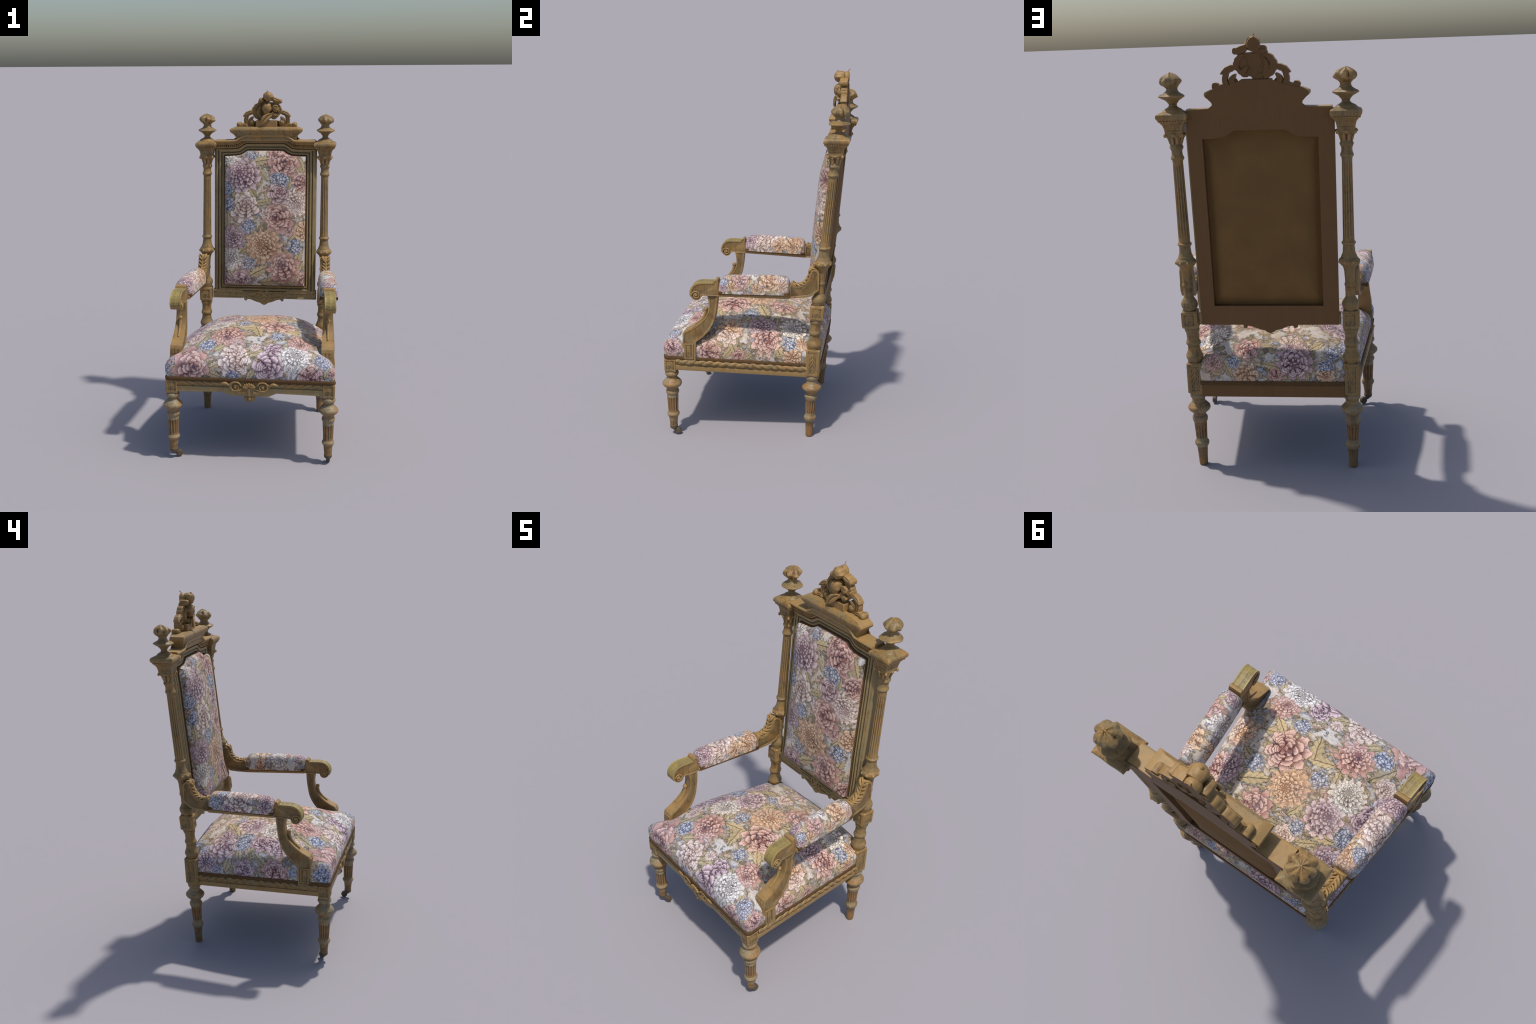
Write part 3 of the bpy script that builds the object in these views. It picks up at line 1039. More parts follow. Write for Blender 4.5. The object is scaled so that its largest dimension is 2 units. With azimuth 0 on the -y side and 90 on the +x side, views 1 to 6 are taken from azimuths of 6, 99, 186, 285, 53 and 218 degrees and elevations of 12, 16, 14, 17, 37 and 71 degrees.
# motifs of the tapestry: (side of the cushion, two coordinates, radius, spin, hue, petals)
# leaves: (side, two coordinates, length, spin, tone)
#MOTIFS
seat_flowers = [
    ('top', 0.128, -0.155, 0.1, 3.9, ROSE, 8), ('top', -0.136, -0.301, 0.092, 4.6, ROSE, 12), ('top', 0.024, -0.022, 0.09, 4.9, PEACH, 15), ('top', -0.208, -0.132, 0.086, 5.8, WHITE, 16),
    ('top', -0.176, 0.005, 0.088, 4.6, MAUVE, 13), ('top', 0.267, -0.337, 0.068, 5.7, ROSE, 12), ('top', 0.244, -0.441, 0.075, 0.2, WHITE, 16), ('top', 0.122, -0.41, 0.051, 2.9, MAUVE, 7),
    ('top', -0.084, -0.44, 0.065, 5.8, CREAM, 8), ('top', 0.103, 0.125, 0.076, 4.0, ROSE, 8), ('top', -0.073, 0.166, 0.051, 5.6, CREAM, 8), ('top', 0.363, -0.134, 0.065, 0.7, PEACH, 9),
    ('top', 0.32, 0.04, 0.075, 2.9, MAUVE, 12), ('top', 0.41, -0.468, 0.041, 1.5, BLUE, 5), ('top', 0.142, -0.293, 0.041, 3.4, BLUE, 5), ('top', -0.241, -0.375, 0.051, 3.6, BLUE, 5),
    ('top', -0.065, -0.12, 0.043, 0.1, BLUE, 5), ('top', -0.101, 0.106, 0.037, 1.3, BLUE, 5), ('top', 0.22, -0.036, 0.044, 1.7, BLUE, 5), ('top', -0.297, 0.018, 0.052, 5.7, BLUE, 5),
    ('top', -0.271, 0.141, 0.054, 4.7, MAUVE, 9), ('top', -0.333, -0.114, 0.059, 1.0, MAUVE, 6), ('top', -0.319, -0.27, 0.051, 4.9, CREAM, 9), ('front', -0.32, 0.541, 0.099, 0.9, ROSE, 7),
    ('front', -0.082, 0.58, 0.085, 3.8, CREAM, 8), ('front', 0.106, 0.559, 0.085, 0.8, MAUVE, 7), ('top', 0.243, -0.453, 0.093, 0.0, WHITE, 17), ('front', 0.332, 0.503, 0.07, 5.4, ROSE, 7),
    ('front', -0.086, 0.508, 0.04, 1.3, BLUE, 5), ('top', 0.387, -0.447, 0.039, 1.3, BLUE, 5), ('front', 0.451, 0.523, 0.029, 6.1, ROSE, 8), ('top', 0.025, -0.397, 0.029, 5.4, CREAM, 10),
    ('top', 0.393, -0.142, 0.065, 1.8, CREAM, 8), ('top', 0.382, 0.068, 0.082, 6.0, ROSE, 9), ('right', 0.195, 0.554, 0.048, 3.3, BLUE, 5), ('right', -0.24, 0.516, 0.065, 4.2, ROSE, 7),
    ('right', -0.078, 0.493, 0.038, 1.3, ROSE, 6), ('right', 0.213, 0.483, 0.05, 5.8, PEACH, 9), ('top', 0.285, 0.208, 0.07, 4.3, WHITE, 15), ('top', 0.358, 0.263, 0.038, 6.0, PEACH, 10),
    ('right', -0.441, 0.534, 0.05, 5.5, ROSE, 8), ('top', -0.342, 0.147, 0.085, 1.9, MAUVE, 8), ('top', -0.324, -0.073, 0.065, 2.2, MAUVE, 6), ('top', -0.366, -0.188, 0.059, 1.0, MAUVE, 8),
    ('left', 0.236, 0.521, 0.063, 0.9, MAUVE, 12), ('left', 0.004, 0.5, 0.062, 0.4, MAUVE, 6), ('left', -0.177, 0.511, 0.075, 1.9, ROSE, 7), ('top', -0.336, 0.036, 0.044, 3.7, BLUE, 5),
    ('left', 0.173, 0.482, 0.03, 0.0, BLUE, 5), ('left', -0.45, 0.53, 0.052, 4.2, BLUE, 5), ('left', -0.276, 0.516, 0.029, 2.1, BLUE, 5), ('top', -0.337, 0.263, 0.039, 1.9, BLUE, 5),
    ('top', 0.113, 0.317, 0.06, 5.1, ROSE, 7), ('top', -0.08, 0.288, 0.046, 3.0, CREAM, 8), ('rear', -0.109, 0.537, 0.083, 2.0, MAUVE, 10), ('rear', 0.123, 0.484, 0.055, 3.0, PEACH, 8),
    ('rear', 0.27, 0.535, 0.043, 4.4, ROSE, 10), ('rear', -0.084, 0.597, 0.039, 0.4, MAUVE, 11), ('rear', -0.248, 0.516, 0.039, 6.0, BLUE, 5), ('top', -0.282, 0.325, 0.039, 0.1, BLUE, 5),
    ('rear', 0.174, 0.535, 0.032, 4.6, BLUE, 5), ('rear', -0.019, 0.477, 0.035, 5.2, ROSE, 7), ('rear', -0.247, 0.479, 0.042, 0.1, PEACH, 8),
]
seat_leaves = [
    ('top', 0.022, -0.232, 0.08, 5.0, 0.7), ('top', -0.027, -0.198, 0.071, 0.3, 0.4), ('top', 0.184, 0.028, 0.08, 3.6, 0.6), ('top', 0.222, -0.244, 0.06, 2.5, 0.1),
    ('top', -0.222, 0.078, 0.062, 0.3, 0.2), ('top', -0.278, -0.316, 0.08, 1.0, 0.9), ('top', -0.053, 0.038, 0.054, 1.2, 0.7), ('top', 0.268, -0.057, 0.051, 5.8, 0.9),
    ('top', 0.337, -0.427, 0.053, 2.1, 0.4), ('top', 0.237, -0.198, 0.051, 3.3, 0.7), ('top', -0.16, -0.407, 0.052, 0.7, 0.7), ('top', -0.128, -0.16, 0.05, 4.9, 0.8),
    ('top', 0.019, 0.15, 0.05, 0.2, 0.9), ('top', -0.173, 0.138, 0.049, 0.6, 0.4), ('top', 0.022, -0.433, 0.061, 3.8, 0.8), ('top', 0.294, 0.146, 0.051, 2.1, 0.8),
    ('top', 0.038, -0.436, 0.052, 0.3, 0.5), ('front', -0.186, 0.558, 0.05, 0.5, 0.3), ('front', -0.203, 0.51, 0.054, 5.9, 0.4), ('front', 0.026, 0.575, 0.037, 0.2, 0.2),
    ('front', 0.426, 0.544, 0.05, 1.2, 0.2), ('front', 0.217, 0.516, 0.046, 2.2, 0.2), ('front', -0.422, 0.529, 0.038, 0.8, 0.7), ('top', -0.187, -0.395, 0.047, 0.9, 0.9),
    ('front', 0.006, 0.509, 0.042, 1.0, 0.1), ('right', 0.072, 0.515, 0.059, 4.0, 0.9), ('right', 0.136, 0.529, 0.063, 5.0, 0.5), ('right', -0.111, 0.548, 0.059, 1.9, 0.4),
    ('right', -0.136, 0.508, 0.05, 0.9, 0.3), ('right', -0.037, 0.486, 0.042, 3.7, 0.8), ('right', -0.194, 0.556, 0.038, 2.8, 0.4), ('right', 0.159, 0.494, 0.038, 0.3, 0.8),
    ('left', 0.108, 0.521, 0.054, 4.4, 0.1), ('left', 0.041, 0.571, 0.054, 4.9, 0.5), ('left', -0.091, 0.562, 0.059, 5.6, 0.8), ('left', -0.024, 0.554, 0.048, 0.8, 0.7),
    ('left', -0.191, 0.574, 0.048, 5.9, 0.6), ('top', -0.392, -0.479, 0.037, 4.9, 0.2), ('rear', 0.004, 0.522, 0.044, 2.9, 0.4), ('top', -0.204, 0.303, 0.046, 0.7, 0.2),
    ('rear', 0.204, 0.502, 0.043, 5.2, 0.8), ('rear', -0.159, 0.478, 0.035, 1.8, 0.5), ('rear', -0.304, 0.564, 0.035, 6.2, 0.8), ('top', 0.028, 0.311, 0.035, 6.1, 0.5),
    ('rear', 0.254, 0.487, 0.036, 3.0, 0.7),
]
back_flowers = [
    ('front', -0.133, 1.49, 0.108, 3.0, MAUVE, 12), ('front', 0.119, 1.559, 0.096, 1.8, ROSE, 8), ('front', 0.096, 1.472, 0.057, 2.5, BLUE, 5), ('front', 0.233, 1.442, 0.064, 0.9, ROSE, 10),
    ('front', -0.123, 1.296, 0.092, 2.3, CREAM, 8), ('front', 0.094, 1.38, 0.069, 6.1, MAUVE, 6), ('front', 0.195, 1.322, 0.082, 6.0, CREAM, 15),
    ('front', 0.091, 1.235, 0.096, 3.9, ROSE, 7), ('front', -0.19, 1.105, 0.078, 3.1, MAUVE, 11), ('front', 0.002, 1.062, 0.108, 2.1, PEACH, 15),
    ('front', -0.097, 1.187, 0.048, 0.6, BLUE, 5), ('front', 0.19, 1.057, 0.051, 1.7, BLUE, 5), ('front', -0.094, 0.953, 0.045, 4.8, BLUE, 5), ('front', -0.2, 0.979, 0.073, 5.4, WHITE, 14),
    ('front', 0.125, 0.928, 0.1, 2.2, ROSE, 9), ('right', 0.343, 1.147, 0.062, 4.9, PEACH, 10), ('front', -0.142, 0.845, 0.065, 4.8, MAUVE, 6), ('front', -0.227, 1.405, 0.045, 4.3, BLUE, 5),
    ('front', -0.217, 1.308, 0.045, 4.1, BLUE, 5), ('front', -0.212, 1.583, 0.04, 4.7, WHITE, 9), ('front', -0.079, 1.613, 0.037, 2.3, BLUE, 5), ('front', 0.06, 1.614, 0.045, 4.4, ROSE, 7),
    ('right', 0.313, 0.85, 0.05, 1.7, ROSE, 8), ('front', -0.234, 0.851, 0.042, 3.0, MAUVE, 7), ('front', 0.157, 1.153, 0.033, 4.8, ROSE, 6), ('front', 0.01, 1.259, 0.033, 4.3, CREAM, 6),
]
back_leaves = [
    ('front', -0.024, 1.574, 0.07, 0.2, 0.3), ('front', -0.01, 1.495, 0.057, 5.3, 0.9), ('front', 0.025, 1.355, 0.049, 1.8, 0.6), ('front', -0.016, 1.327, 0.049, 0.2, 0.6),
    ('front', 0.193, 1.144, 0.065, 0.8, 0.1), ('front', -0.033, 0.903, 0.074, 0.5, 0.5), ('front', 0.214, 1.002, 0.058, 1.2, 0.3), ('front', 0.224, 1.547, 0.053, 5.0, 0.6),
    ('front', 0.215, 0.927, 0.049, 0.9, 0.5), ('front', -0.139, 1.025, 0.054, 0.7, 0.8), ('front', -0.226, 1.217, 0.054, 4.8, 0.6), ('front', 0.068, 1.121, 0.049, 1.2, 0.7),
    ('front', 0.217, 1.507, 0.045, 2.2, 0.6), ('front', 0.154, 1.444, 0.041, 4.6, 0.8), ('front', -0.074, 1.395, 0.049, 2.2, 0.8), ('front', -0.209, 0.902, 0.05, 5.4, 0.7),
    ('front', 0.033, 0.84, 0.066, 0.1, 0.9), ('front', 0.174, 0.843, 0.058, 5.9, 0.5), ('front', -0.157, 1.376, 0.049, 3.3, 0.2), ('front', -0.055, 1.127, 0.049, 5.2, 0.8),
    ('front', 0.109, 1.022, 0.041, 3.0, 0.7), ('front', -0.111, 1.561, 0.049, 1.6, 0.7),
]
pad_flowers = [
    ('right', 0.099, 0.936, 0.055, 4.5, PEACH, 7), ('top', 0.365, -0.014, 0.048, 1.1, WHITE, 15), ('right', -0.055, 0.936, 0.047, 4.8, ROSE, 8),
    ('top', 0.384, -0.132, 0.027, 3.6, MAUVE, 10), ('right', -0.148, 0.924, 0.027, 4.1, BLUE, 5), ('top', 0.426, 0.145, 0.028, 2.6, CREAM, 9), ('right', -0.098, 0.901, 0.03, 3.9, PEACH, 7),
    ('right', -0.156, 0.895, 0.024, 4.8, MAUVE, 9), ('right', 0.165, 0.909, 0.032, 3.9, PEACH, 9), ('right', 0.028, 0.891, 0.028, 4.5, PEACH, 7), ('top', 0.41, -0.149, 0.03, 0.2, MAUVE, 8),
]
pad_leaves = [
    ('right', -0.01, 0.919, 0.03, 4.2, 0.2), ('top', 0.432, -0.118, 0.027, 3.6, 0.5), ('top', 0.397, 0.056, 0.025, 0.4, 0.6), ('right', 0.127, 0.869, 0.028, 5, 0.3),
    ('right', -0.065, 0.894, 0.032, 0.3, 0.6), ('right', 0.109, 0.884, 0.032, 0.6, 0.6),
]
left_pad_flowers = [
    ('right', 0.019, 0.92, 0.081, 0.3, CREAM, 8), ('right', 0.15, 0.899, 0.045, 2.9, BLUE, 5), ('top', 0.445, -0.134, 0.052, 1.4, MAUVE, 12), ('right', -0.126, 0.9, 0.039, 0.3, MAUVE, 7),
    ('top', 0.418, -0.009, 0.07, 0.8, CREAM, 9), ('top', 0.41, 0.115, 0.039, 2.0, BLUE, 5), ('top', 0.372, 0.16, 0.045, 1.1, PEACH, 9), ('top', 0.42, -0.132, 0.045, 1.2, MAUVE, 11),
    ('right', 0.088, 0.873, 0.032, 0.2, MAUVE, 7), ('top', 0.384, -0.138, 0.06, 2.9, MAUVE, 12), ('top', 0.378, -0.035, 0.061, 2.4, CREAM, 8), ('left', 0.128, 0.913, 0.056, 3.8, PEACH, 9),
    ('left', 0.041, 0.908, 0.045, 3.7, PEACH, 7), ('left', -0.076, 0.901, 0.044, 1.5, CREAM, 8),
]
#END

seat = new_obj("seat_cushion", V, F, tapestry("seat_tapestry", plant(bv, seat_flowers), plant_leaves(bv, seat_leaves), 1, baked_light=True), chair, 60)
# gimp braid round the foot of the cushion
rings = []
for o, z in ((-.003, .462), (-.005, .464), (-.0062, .480), (-.004, .484), (.004, .482), (.004, .462)):
    rings.append([(*(ctr + (p - ctr) * (1 - o / .412)), z + tilt(p.y)) for p in out])
rings.append(rings[0])
V, F = loft(rings, True, False)
new_obj("gimp_braid", V, F, GIMP, seat, 60)

# ---------------------------------------------------------------- arms (right one modelled, left mirrored)
def arm_x(y):
    return lerp(.429, .380, (y + .33) / .66)


ARM_PARTS = []
sk = lambda y: arm_x(y)
scroll = [(-.176, .842), (-.176, .911), (-.182, .930), (-.190, .932), (-.198, .926), (-.203, .913), (-.240, .9135), (-.275, .913), (-.295, .908), (-.312, .896), (-.324, .878),
          (-.329, .856), (-.326, .836), (-.316, .822), (-.300, .815), (-.284, .818), (-.274, .828), (-.269, .842)]
V, F = prism_x(scroll, -.031, .031, sk)
ob = new_obj("arm_scroll", V, F, GOLD, None, 30)
inset_sides(ob)
bevel(ob, .0025)
ARM_PARTS.append((ob, None))
# volute on both cheeks
parts = []
for s in (1, -1):
    p = []
    for i in range(40):
        t = i / 39
        r, a = lerp(.0235, .004, t), lerp(pi * .95, pi * .95 - 2 * pi * 1.6, t)
        y = -.2985 + r * cos(a)
        p.append((arm_x(y) + s * .031, y, .8440 + r * sin(a)))
    parts.append(tube(p, [.0036] * 40, 8, (1, 1), Vector((1, 0, 0))))
    parts.append(ellipsoid((arm_x(-.2985) + s * .030, -.2985, .844), (.0055, .008, .008), 14, 8))
V, F = merge(parts)
ARM_PARTS.append((new_obj("volute_carving", V, F, GOLD, None, 60), 0))
# yellowed leaf strap over the top of the scroll
top = catmull([(-.206, .9135), (-.24, .9145), (-.275, .914), (-.296, .9085), (-.3135, .8965), (-.326, .878), (-.331, .856), (-.328, .836)], 5)
rings = []
for i, (y, z) in enumerate(top):
    q = top[min(i + 1, len(top) - 1)]
    p0 = top[max(i - 1, 0)]
    t = Vector((q[0] - p0[0], q[1] - p0[1])).normalized()
    nrm = Vector((t.y, -t.x))
    if nrm.dot(Vector((-.6, 1))) < 0:
        nrm = -nrm
    ring = []
    for j in range(15):
        u = 2 * j / 14 - 1
        h = .0030 if abs(u) > .72 else .0008 + .0026 * max(0, cos(i * 1.55 + abs(u) * 3.0)) * (1 - abs(u))
        h = max(h, .0028 * max(0, 1 - abs(u) * 7))
        ring.append((arm_x(y) + u * .0295, y + nrm.x * h, z + nrm.y * h))
    ring += [(arm_x(y) + .0295, y - nrm.x * .002, z - nrm.y * .002), (arm_x(y) - .0295, y - nrm.x * .002, z - nrm.y * .002)]
    rings.append(ring)
V, F = loft(rings)
ARM_PARTS.append((new_obj("leaf_strap", V, F, CAPGOLD, None, 60), 0))
# bar under the pad
bar = [(-.178, .842), (-.178, .8635), (.203, .8585), (.203, .834)]
V, F = prism_x(bar, -.041, .041, sk)
ob = new_obj("arm_rail", V, F, GOLD, None, 30)
bevel(ob, .003)
ARM_PARTS.append((ob, 'rail'))
# bracket sweeping up to the post
brk = [(.199, .834), (.254, .836), (.295, .840), (.322, .849), (.340, .866), (.356, .880), (.358, .972), (.352, .984), (.340, .993), (.327, .995), (.315, .988), (.308, .972),
       (.301, .950), (.292, .930), (.278, .915), (.262, .905), (.243, .899), (.226, .902), (.220, .913), (.212, .915), (.205, .909), (.199, .898)]
V, F = prism_x(brk, -.035, .025, sk)
ob = new_obj("arm_bracket", V, F, GOLD, None, 30)
inset_sides(ob, .010)
bevel(ob, .003)
ARM_PARTS.append((ob, None))
# acanthus along the bracket crown
parts = []
crown = catmull([(.206, .912), (.226, .905), (.250, .903), (.275, .914), (.293, .934), (.304, .960), (.312, .984), (.328, .997)], 6)
parts.append(tube([(arm_x(y), y, z - .001) for y, z in crown], [.0085] * len(crown), 10, (1, .9), Vector((1, 0, 0))))
for i in range(3, len(crown) - 2, 5):
    y, z = crown[i]
    t = Vector((crown[i + 2][0] - y, crown[i + 2][1] - z)).normalized()
    o = Vector((-t.y, t.x))
    if o.x > 0 and o.y < 0:
        o = -o
    for s in (1, -1):
        f = random.uniform(.75, 1.3)
        pth = [(arm_x(y) + s * dx * (.85 + .15 * f), y + t.x * a * f + o.x * h * f, z + t.y * a * f + o.y * h * f) for dx, a, h in
               ((.002, -.006, .003), (.008, .002, .006), (.016, .010, .005), (.022, .020, .0025), (.025, .026, -.002))]
        parts.append(tube(pth, [.004 * f, .0064 * f, .0068 * f, .005 * f, .002], 8, (1, .8), Vector((0, o.x, o.y))))
parts.append(ellipsoid((arm_x(.214), .214, .914), (.026, .008, .008), 14, 8))
V, F = merge(parts)
ARM_PARTS.append((new_obj("acanthus_carving", V, F, GOLD, None, 60), 'br'))
# S-shaped support
front = [(-.241, .843), (-.234, .800), (-.235, .775), (-.243, .742), (-.258, .714), (-.283, .687), (-.319, .659), (-.358, .638), (-.374, .629)]
rear = [(-.308, .574), (-.268, .606), (-.232, .648), (-.206, .700), (-.191, .775), (-.185, .843)]
fo = catmull(front, 3) + [(-.379, .615), (-.381, .585), (-.386, .520), (-.388, .462), (-.313, .462), (-.311, .520)] + catmull(rear, 3)
V, F = prism_x(fo, 0, 1)
n = len(fo)
V2 = []
for i, (x, y, z) in enumerate(V):
    hw = lerp(.027, .0345, smoothstep(.78, .60, z))
    cx = lerp(.415, .421, smoothstep(.8, .5, z))
    V2.append((cx - hw if i < n else cx + hw, y, z))
ob = new_obj("arm_support", V2, F, GOLD, None, 30)
inset_sides(ob, .009, .0025)
bevel(ob, .0025)
ARM_PARTS.append((ob, None))
V, F = merge([ellipsoid((.416, -.254, .756), (.013, .012, .012), 16, 10), tube([(.416, -.253, .752), (.416, -.256, .735), (.417, -.265, .712), (.417, -.285, .688), (.418, -.316, .664)], [.010, .009, .008, .007, .004], 10, (1, 1), Vector((1, 0, 0)))])
ARM_PARTS.append((new_obj("support_carving", V, F, GOLD, None, 60), 'sup'))
for u, hgt, z in ((.0, .075, .525),):
    me = tablet_mesh('plain', .052, .088)
    ob = put("foot_panel", me, None, (.4552, -.349, .518), (0, 0, pi / 2))
    ARM_PARTS.append((ob, 'sup'))
parts = []
for k in range(3):
    parts.append(box(.392 + k * .019, .405 + k * .019, -.3835, -.378, .588, .616))
V, F = merge(parts)
ARM_PARTS.append((new_obj("fluted_edge", V, F, GOLD, None, 40), 'sup'))

# padded arm top
def pad_ring(y, hw, top_z, base):
    pts = []
    for j in range(32):
        a = pi * j / 31
        cx = -cos(a)
        sx = math.copysign(abs(cx) ** .75, cx)
        sz = sin(a) ** .62
        pts.append((arm_x(y) + sx * hw, y, base + (top_z - base) * sz))
    return pts


rings = []
for t in catmull([(-.174, .038, .880), (-.1735, .041, .912), (-.168, .046, .938), (-.155, .050, .953), (-.13, .0525, .960), (-.05, .0540, .963), (.05, .0540, .963), (.15, .0530, .961), (.178, .050, .956), (.192, .047, .944), (.199, .043, .918), (.200, .038, .880)], 4):
    rings.append(pad_ring(t[0], t[1], t[2] - .012, .862 - .004 * (t[0] + .17) / .37))
V, F = loft(rings, True)
PADV, PADF = V, F
pbv = BVHTree.FromPolygons([Vector(v) for v in V], F)
PADMAT = tapestry("arm_tapestry", plant(pbv, pad_flowers), plant_leaves(pbv, pad_leaves), 3)
LEFTPAD = tapestry("left_arm_tapestry", plant(pbv, left_pad_flowers), plant_leaves(pbv, pad_leaves), 4)
ARM_PARTS.append((new_obj("arm_pad", V, F, PADMAT, None, 60), 'pad'))
o = []
rings = []
cn = [(-.176, -.043), (-.176, .043)]
loop = []
for y in [lerp(-.172, .198, i / 20) for i in range(21)]:
    loop.append((arm_x(y) + .0480, y))
for y in [lerp(.198, -.172, i / 20) for i in range(21)]:
    loop.append((arm_x(y) - .0480, y))
lc = (arm_x(.013), .013)
for o, z in ((0, .856), (.002, .857), (.003, .872), (.0, .875), (-.006, .874), (-.006, .856)):
    rings.append([(x + (o if x > arm_x(y) else -o), y + (o if y > .013 else -o), z - .004 * (y + .17) / .37) for x, y in loop])
rings.append(rings[0])
V, F = loft(rings, True, False)
ARM_PARTS.append((new_obj("pad_braid", V, F, GIMP, None, 60), 'pad2'))

for side in (1, -1):
    holder = [p[0] for p in ARM_PARTS]
    if side > 0:
        root = [o for o in holder if o.name.startswith("arm_rail")][0]
        root.name = "armrest"
        root.location.z = -.004
        root.parent = chair
        for o in holder:
            if o is not root:
                o.parent = root
        src, src_root = holder, root
    else:
        r2 = src_root.copy()
        C.objects.link(r2)
        r2.scale = (-1, 1, 1)
        for o in src:
            if o is not src_root:
                c = o.copy()
                if o.name.startswith('arm_pad'):
                    c.data = o.data.copy()
                    c.data.materials[0] = LEFTPAD
                C.objects.link(c)
                c.parent = r2

# ---------------------------------------------------------------- back frame
def opening(z0=.804, zs=1.602, zm=1.636, hw=.252, inner=.108, outer=.158, k=10):
    """clockwise-from-bottom-left outline of the ogee-topped opening"""
    pts = []
    for i in range(8):
        pts.append((lerp(-hw, hw, i / 8), z0))
    for i in range(20):
        pts.append((hw, lerp(z0, zs, i / 20)))
    half = [(hw, zs)] + [(lerp(hw, outer + .03, i / 3), zs + .002 * i / 3) for i in range(1, 3)]
    og = [(outer + .03, zs + .002), (outer, zs + .006), (outer - .018, zs + .014), (inner + .014, zm - .008), (inner + .004, zm - .001), (inner - .006, zm)]
    top = half[:3] + catmull(og, 3) + [(lerp(inner - .006, 0, i / 4), zm) for i in range(1, 5)]
    pts += top
    pts += [(-x, z) for x, z in top[-2::-1]]
    for i in range(1, 20):
        pts.append((-hw, lerp(zs, z0, i / 20)))
    return pts


OPEN = opening()


def offset_loop(pts, d):
    """mitred outward offset of a closed loop"""
    out = []
    n = len(pts)
    for i in range(n):
        p, q, s = Vector(pts[i - 1]), Vector(pts[i]), Vector(pts[(i + 1) % n])
        a, b = (q - p), (s - q)
        if a.length < 1e-6:
            a = b
        if b.length < 1e-6:
            b = a
        n0, n1 = Vector((a.y, -a.x)).normalized(), Vector((b.y, -b.x)).normalized()
        m = (n0 + n1)
        m = m.normalized() if m.length > 1e-6 else n0
        k = 1 / max(m.dot(n0), .6)
        out.append((q.x + m.x * d * k, q.y + m.y * d * k))
    return out


# moulding section (offset outward from opening, depth behind the front plane)
SECTION = [(0, .038), (0, .010), (.002, .004), (.005, .001), (.009, -.001), (.013, .001), (.015, .004), (.019, .004), (.021, .000), (.026, -.003), (.031, -.003), (.034, .001), (.036, .0045), (.040, .0045),
           (.042, .000), (.049, .000), (.053, .004), (.058, .006), (.063, .013), (.063, .038)]
rings = []
for d, h in SECTION:
    lp = offset_loop(OPEN, d)
    rings.append([(x, face_y(z) + h, z) for x, z in lp])
rings.append(rings[0])
V, F = loft(rings, True, False)
frame = new_obj("backrest_frame", V, F, FRAMEGOLD, chair, 28)

# back board of stained wood
rim_in = [(x, z) for x, z in offset_loop(OPEN, -.006)]
rim_in = [(x, z - .026 if z > 1.58 else z) for x, z in rim_in]


def plate(loop_out, loop_in, y0, y1, name, mat, parent):
    n = len(loop_out)
    rings = [[(x, y0(z), z) for x, z in loop_out], [(x, y1(z), z) for x, z in loop_out], [(x, y1(z), z) for x, z in loop_in], [(x, y0(z), z) for x, z in loop_in]]
    rings.append(rings[0])
    V, F = loft(rings, True, False)
    return new_obj(name, V, F, mat, parent, 30)


lo = offset_loop(OPEN, .0625)
lo = [(max(-.314, min(.309, x)), max(.720, z - (.02 if z < .85 else 0))) for x, z in lo]
lo = [(x, max(z, .719) if z > .8 else .719) for x, z in lo]
lo = [(x, z if z < 1.6 else max(z, 1.69)) for x, z in lo]
pl = plate(lo, rim_in, lambda z: rear_y(z) - .006, rear_y, "back_board", BACKWOOD, frame)
bevel(pl, .002)
# cloth on the back: sunk deep at its rim, bellied out in the middle
rings = []
for k, dep in ((1.0, -.008), (.97, -.008), (.93, -.004), (.85, .008), (.7, .022), (.5, .029), (.25, .032), (.02, .033)):
    rings.append([(x * k, post_y(1.2 + (z - 1.2) * k) + dep, 1.2 + (z - 1.2) * k) for x, z in rim_in])
V, F = loft(rings)
F.pop(-2)
new_obj("back_lining", V, F, BACKCLOTH, frame, 40)
# reveal round the sunk cloth
rings = [[(x, (rear_y(z) - .001) if a else post_y(z) - .009, z) for x, z in offset_loop(rim_in, d)] for a, d in ((1, .001), (0, .001), (0, .008), (1, .008))]
rings.append(rings[0])
V, F = loft(rings, True, False)
new_obj("reveal", V, F, BACKWOOD, frame, 40)

# bottom rail of the frame with its carved apron
ap = [(-.322, .719), (-.128, .720), (-.127, .706), (-.113, .702), (-.105, .714), (-.085, .711), (-.050, .697), (-.026, .691), (-.018, .684), (-.002, .677),
      (.014, .684), (.022, .691), (.046, .697), (.080, .711), (.098, .714), (.106, .702), (.118, .704), (.120, .719), (.322, .719), (.322, .772), (-.322, .772)]
n = len(ap)
V = [(x, face_y(z) + .006, z) for x, z in ap] + [(x, rear_y(z) - .003, z) for x, z in ap]
F = [list(range(n)), [n + i for i in range(n)][::-1]] + [[i, n + i, n + (i + 1) % n, (i + 1) % n] for i in range(n)]
ob = new_obj("apron", V, F, FRAMEGOLD, frame, 30)
bevel(ob, .002)
V = [(x * 1.001, rear_y(z) - .006, z) for x, z in ap[1:-3]] + [(x * 1.001, rear_y(z) - .0008, z) for x, z in ap[1:-3]]
n = len(ap[1:-3])
F = [list(range(n)), [n + i for i in range(n)][::-1]] + [[i, n + i, n + (i + 1) % n, (i + 1) % n] for i in range(n)]
new_obj("apron_backing", V, F, BACKWOOD, frame, 30)
parts = []
yc = face_y(.74) + .004
for i in range(33):
    pass
ov = [(.034 * cos(2 * pi * i / 32) - .002, yc - .002, .742 + .031 * sin(2 * pi * i / 32)) for i in range(33)]
parts.append(tube(ov, .0042, 8))
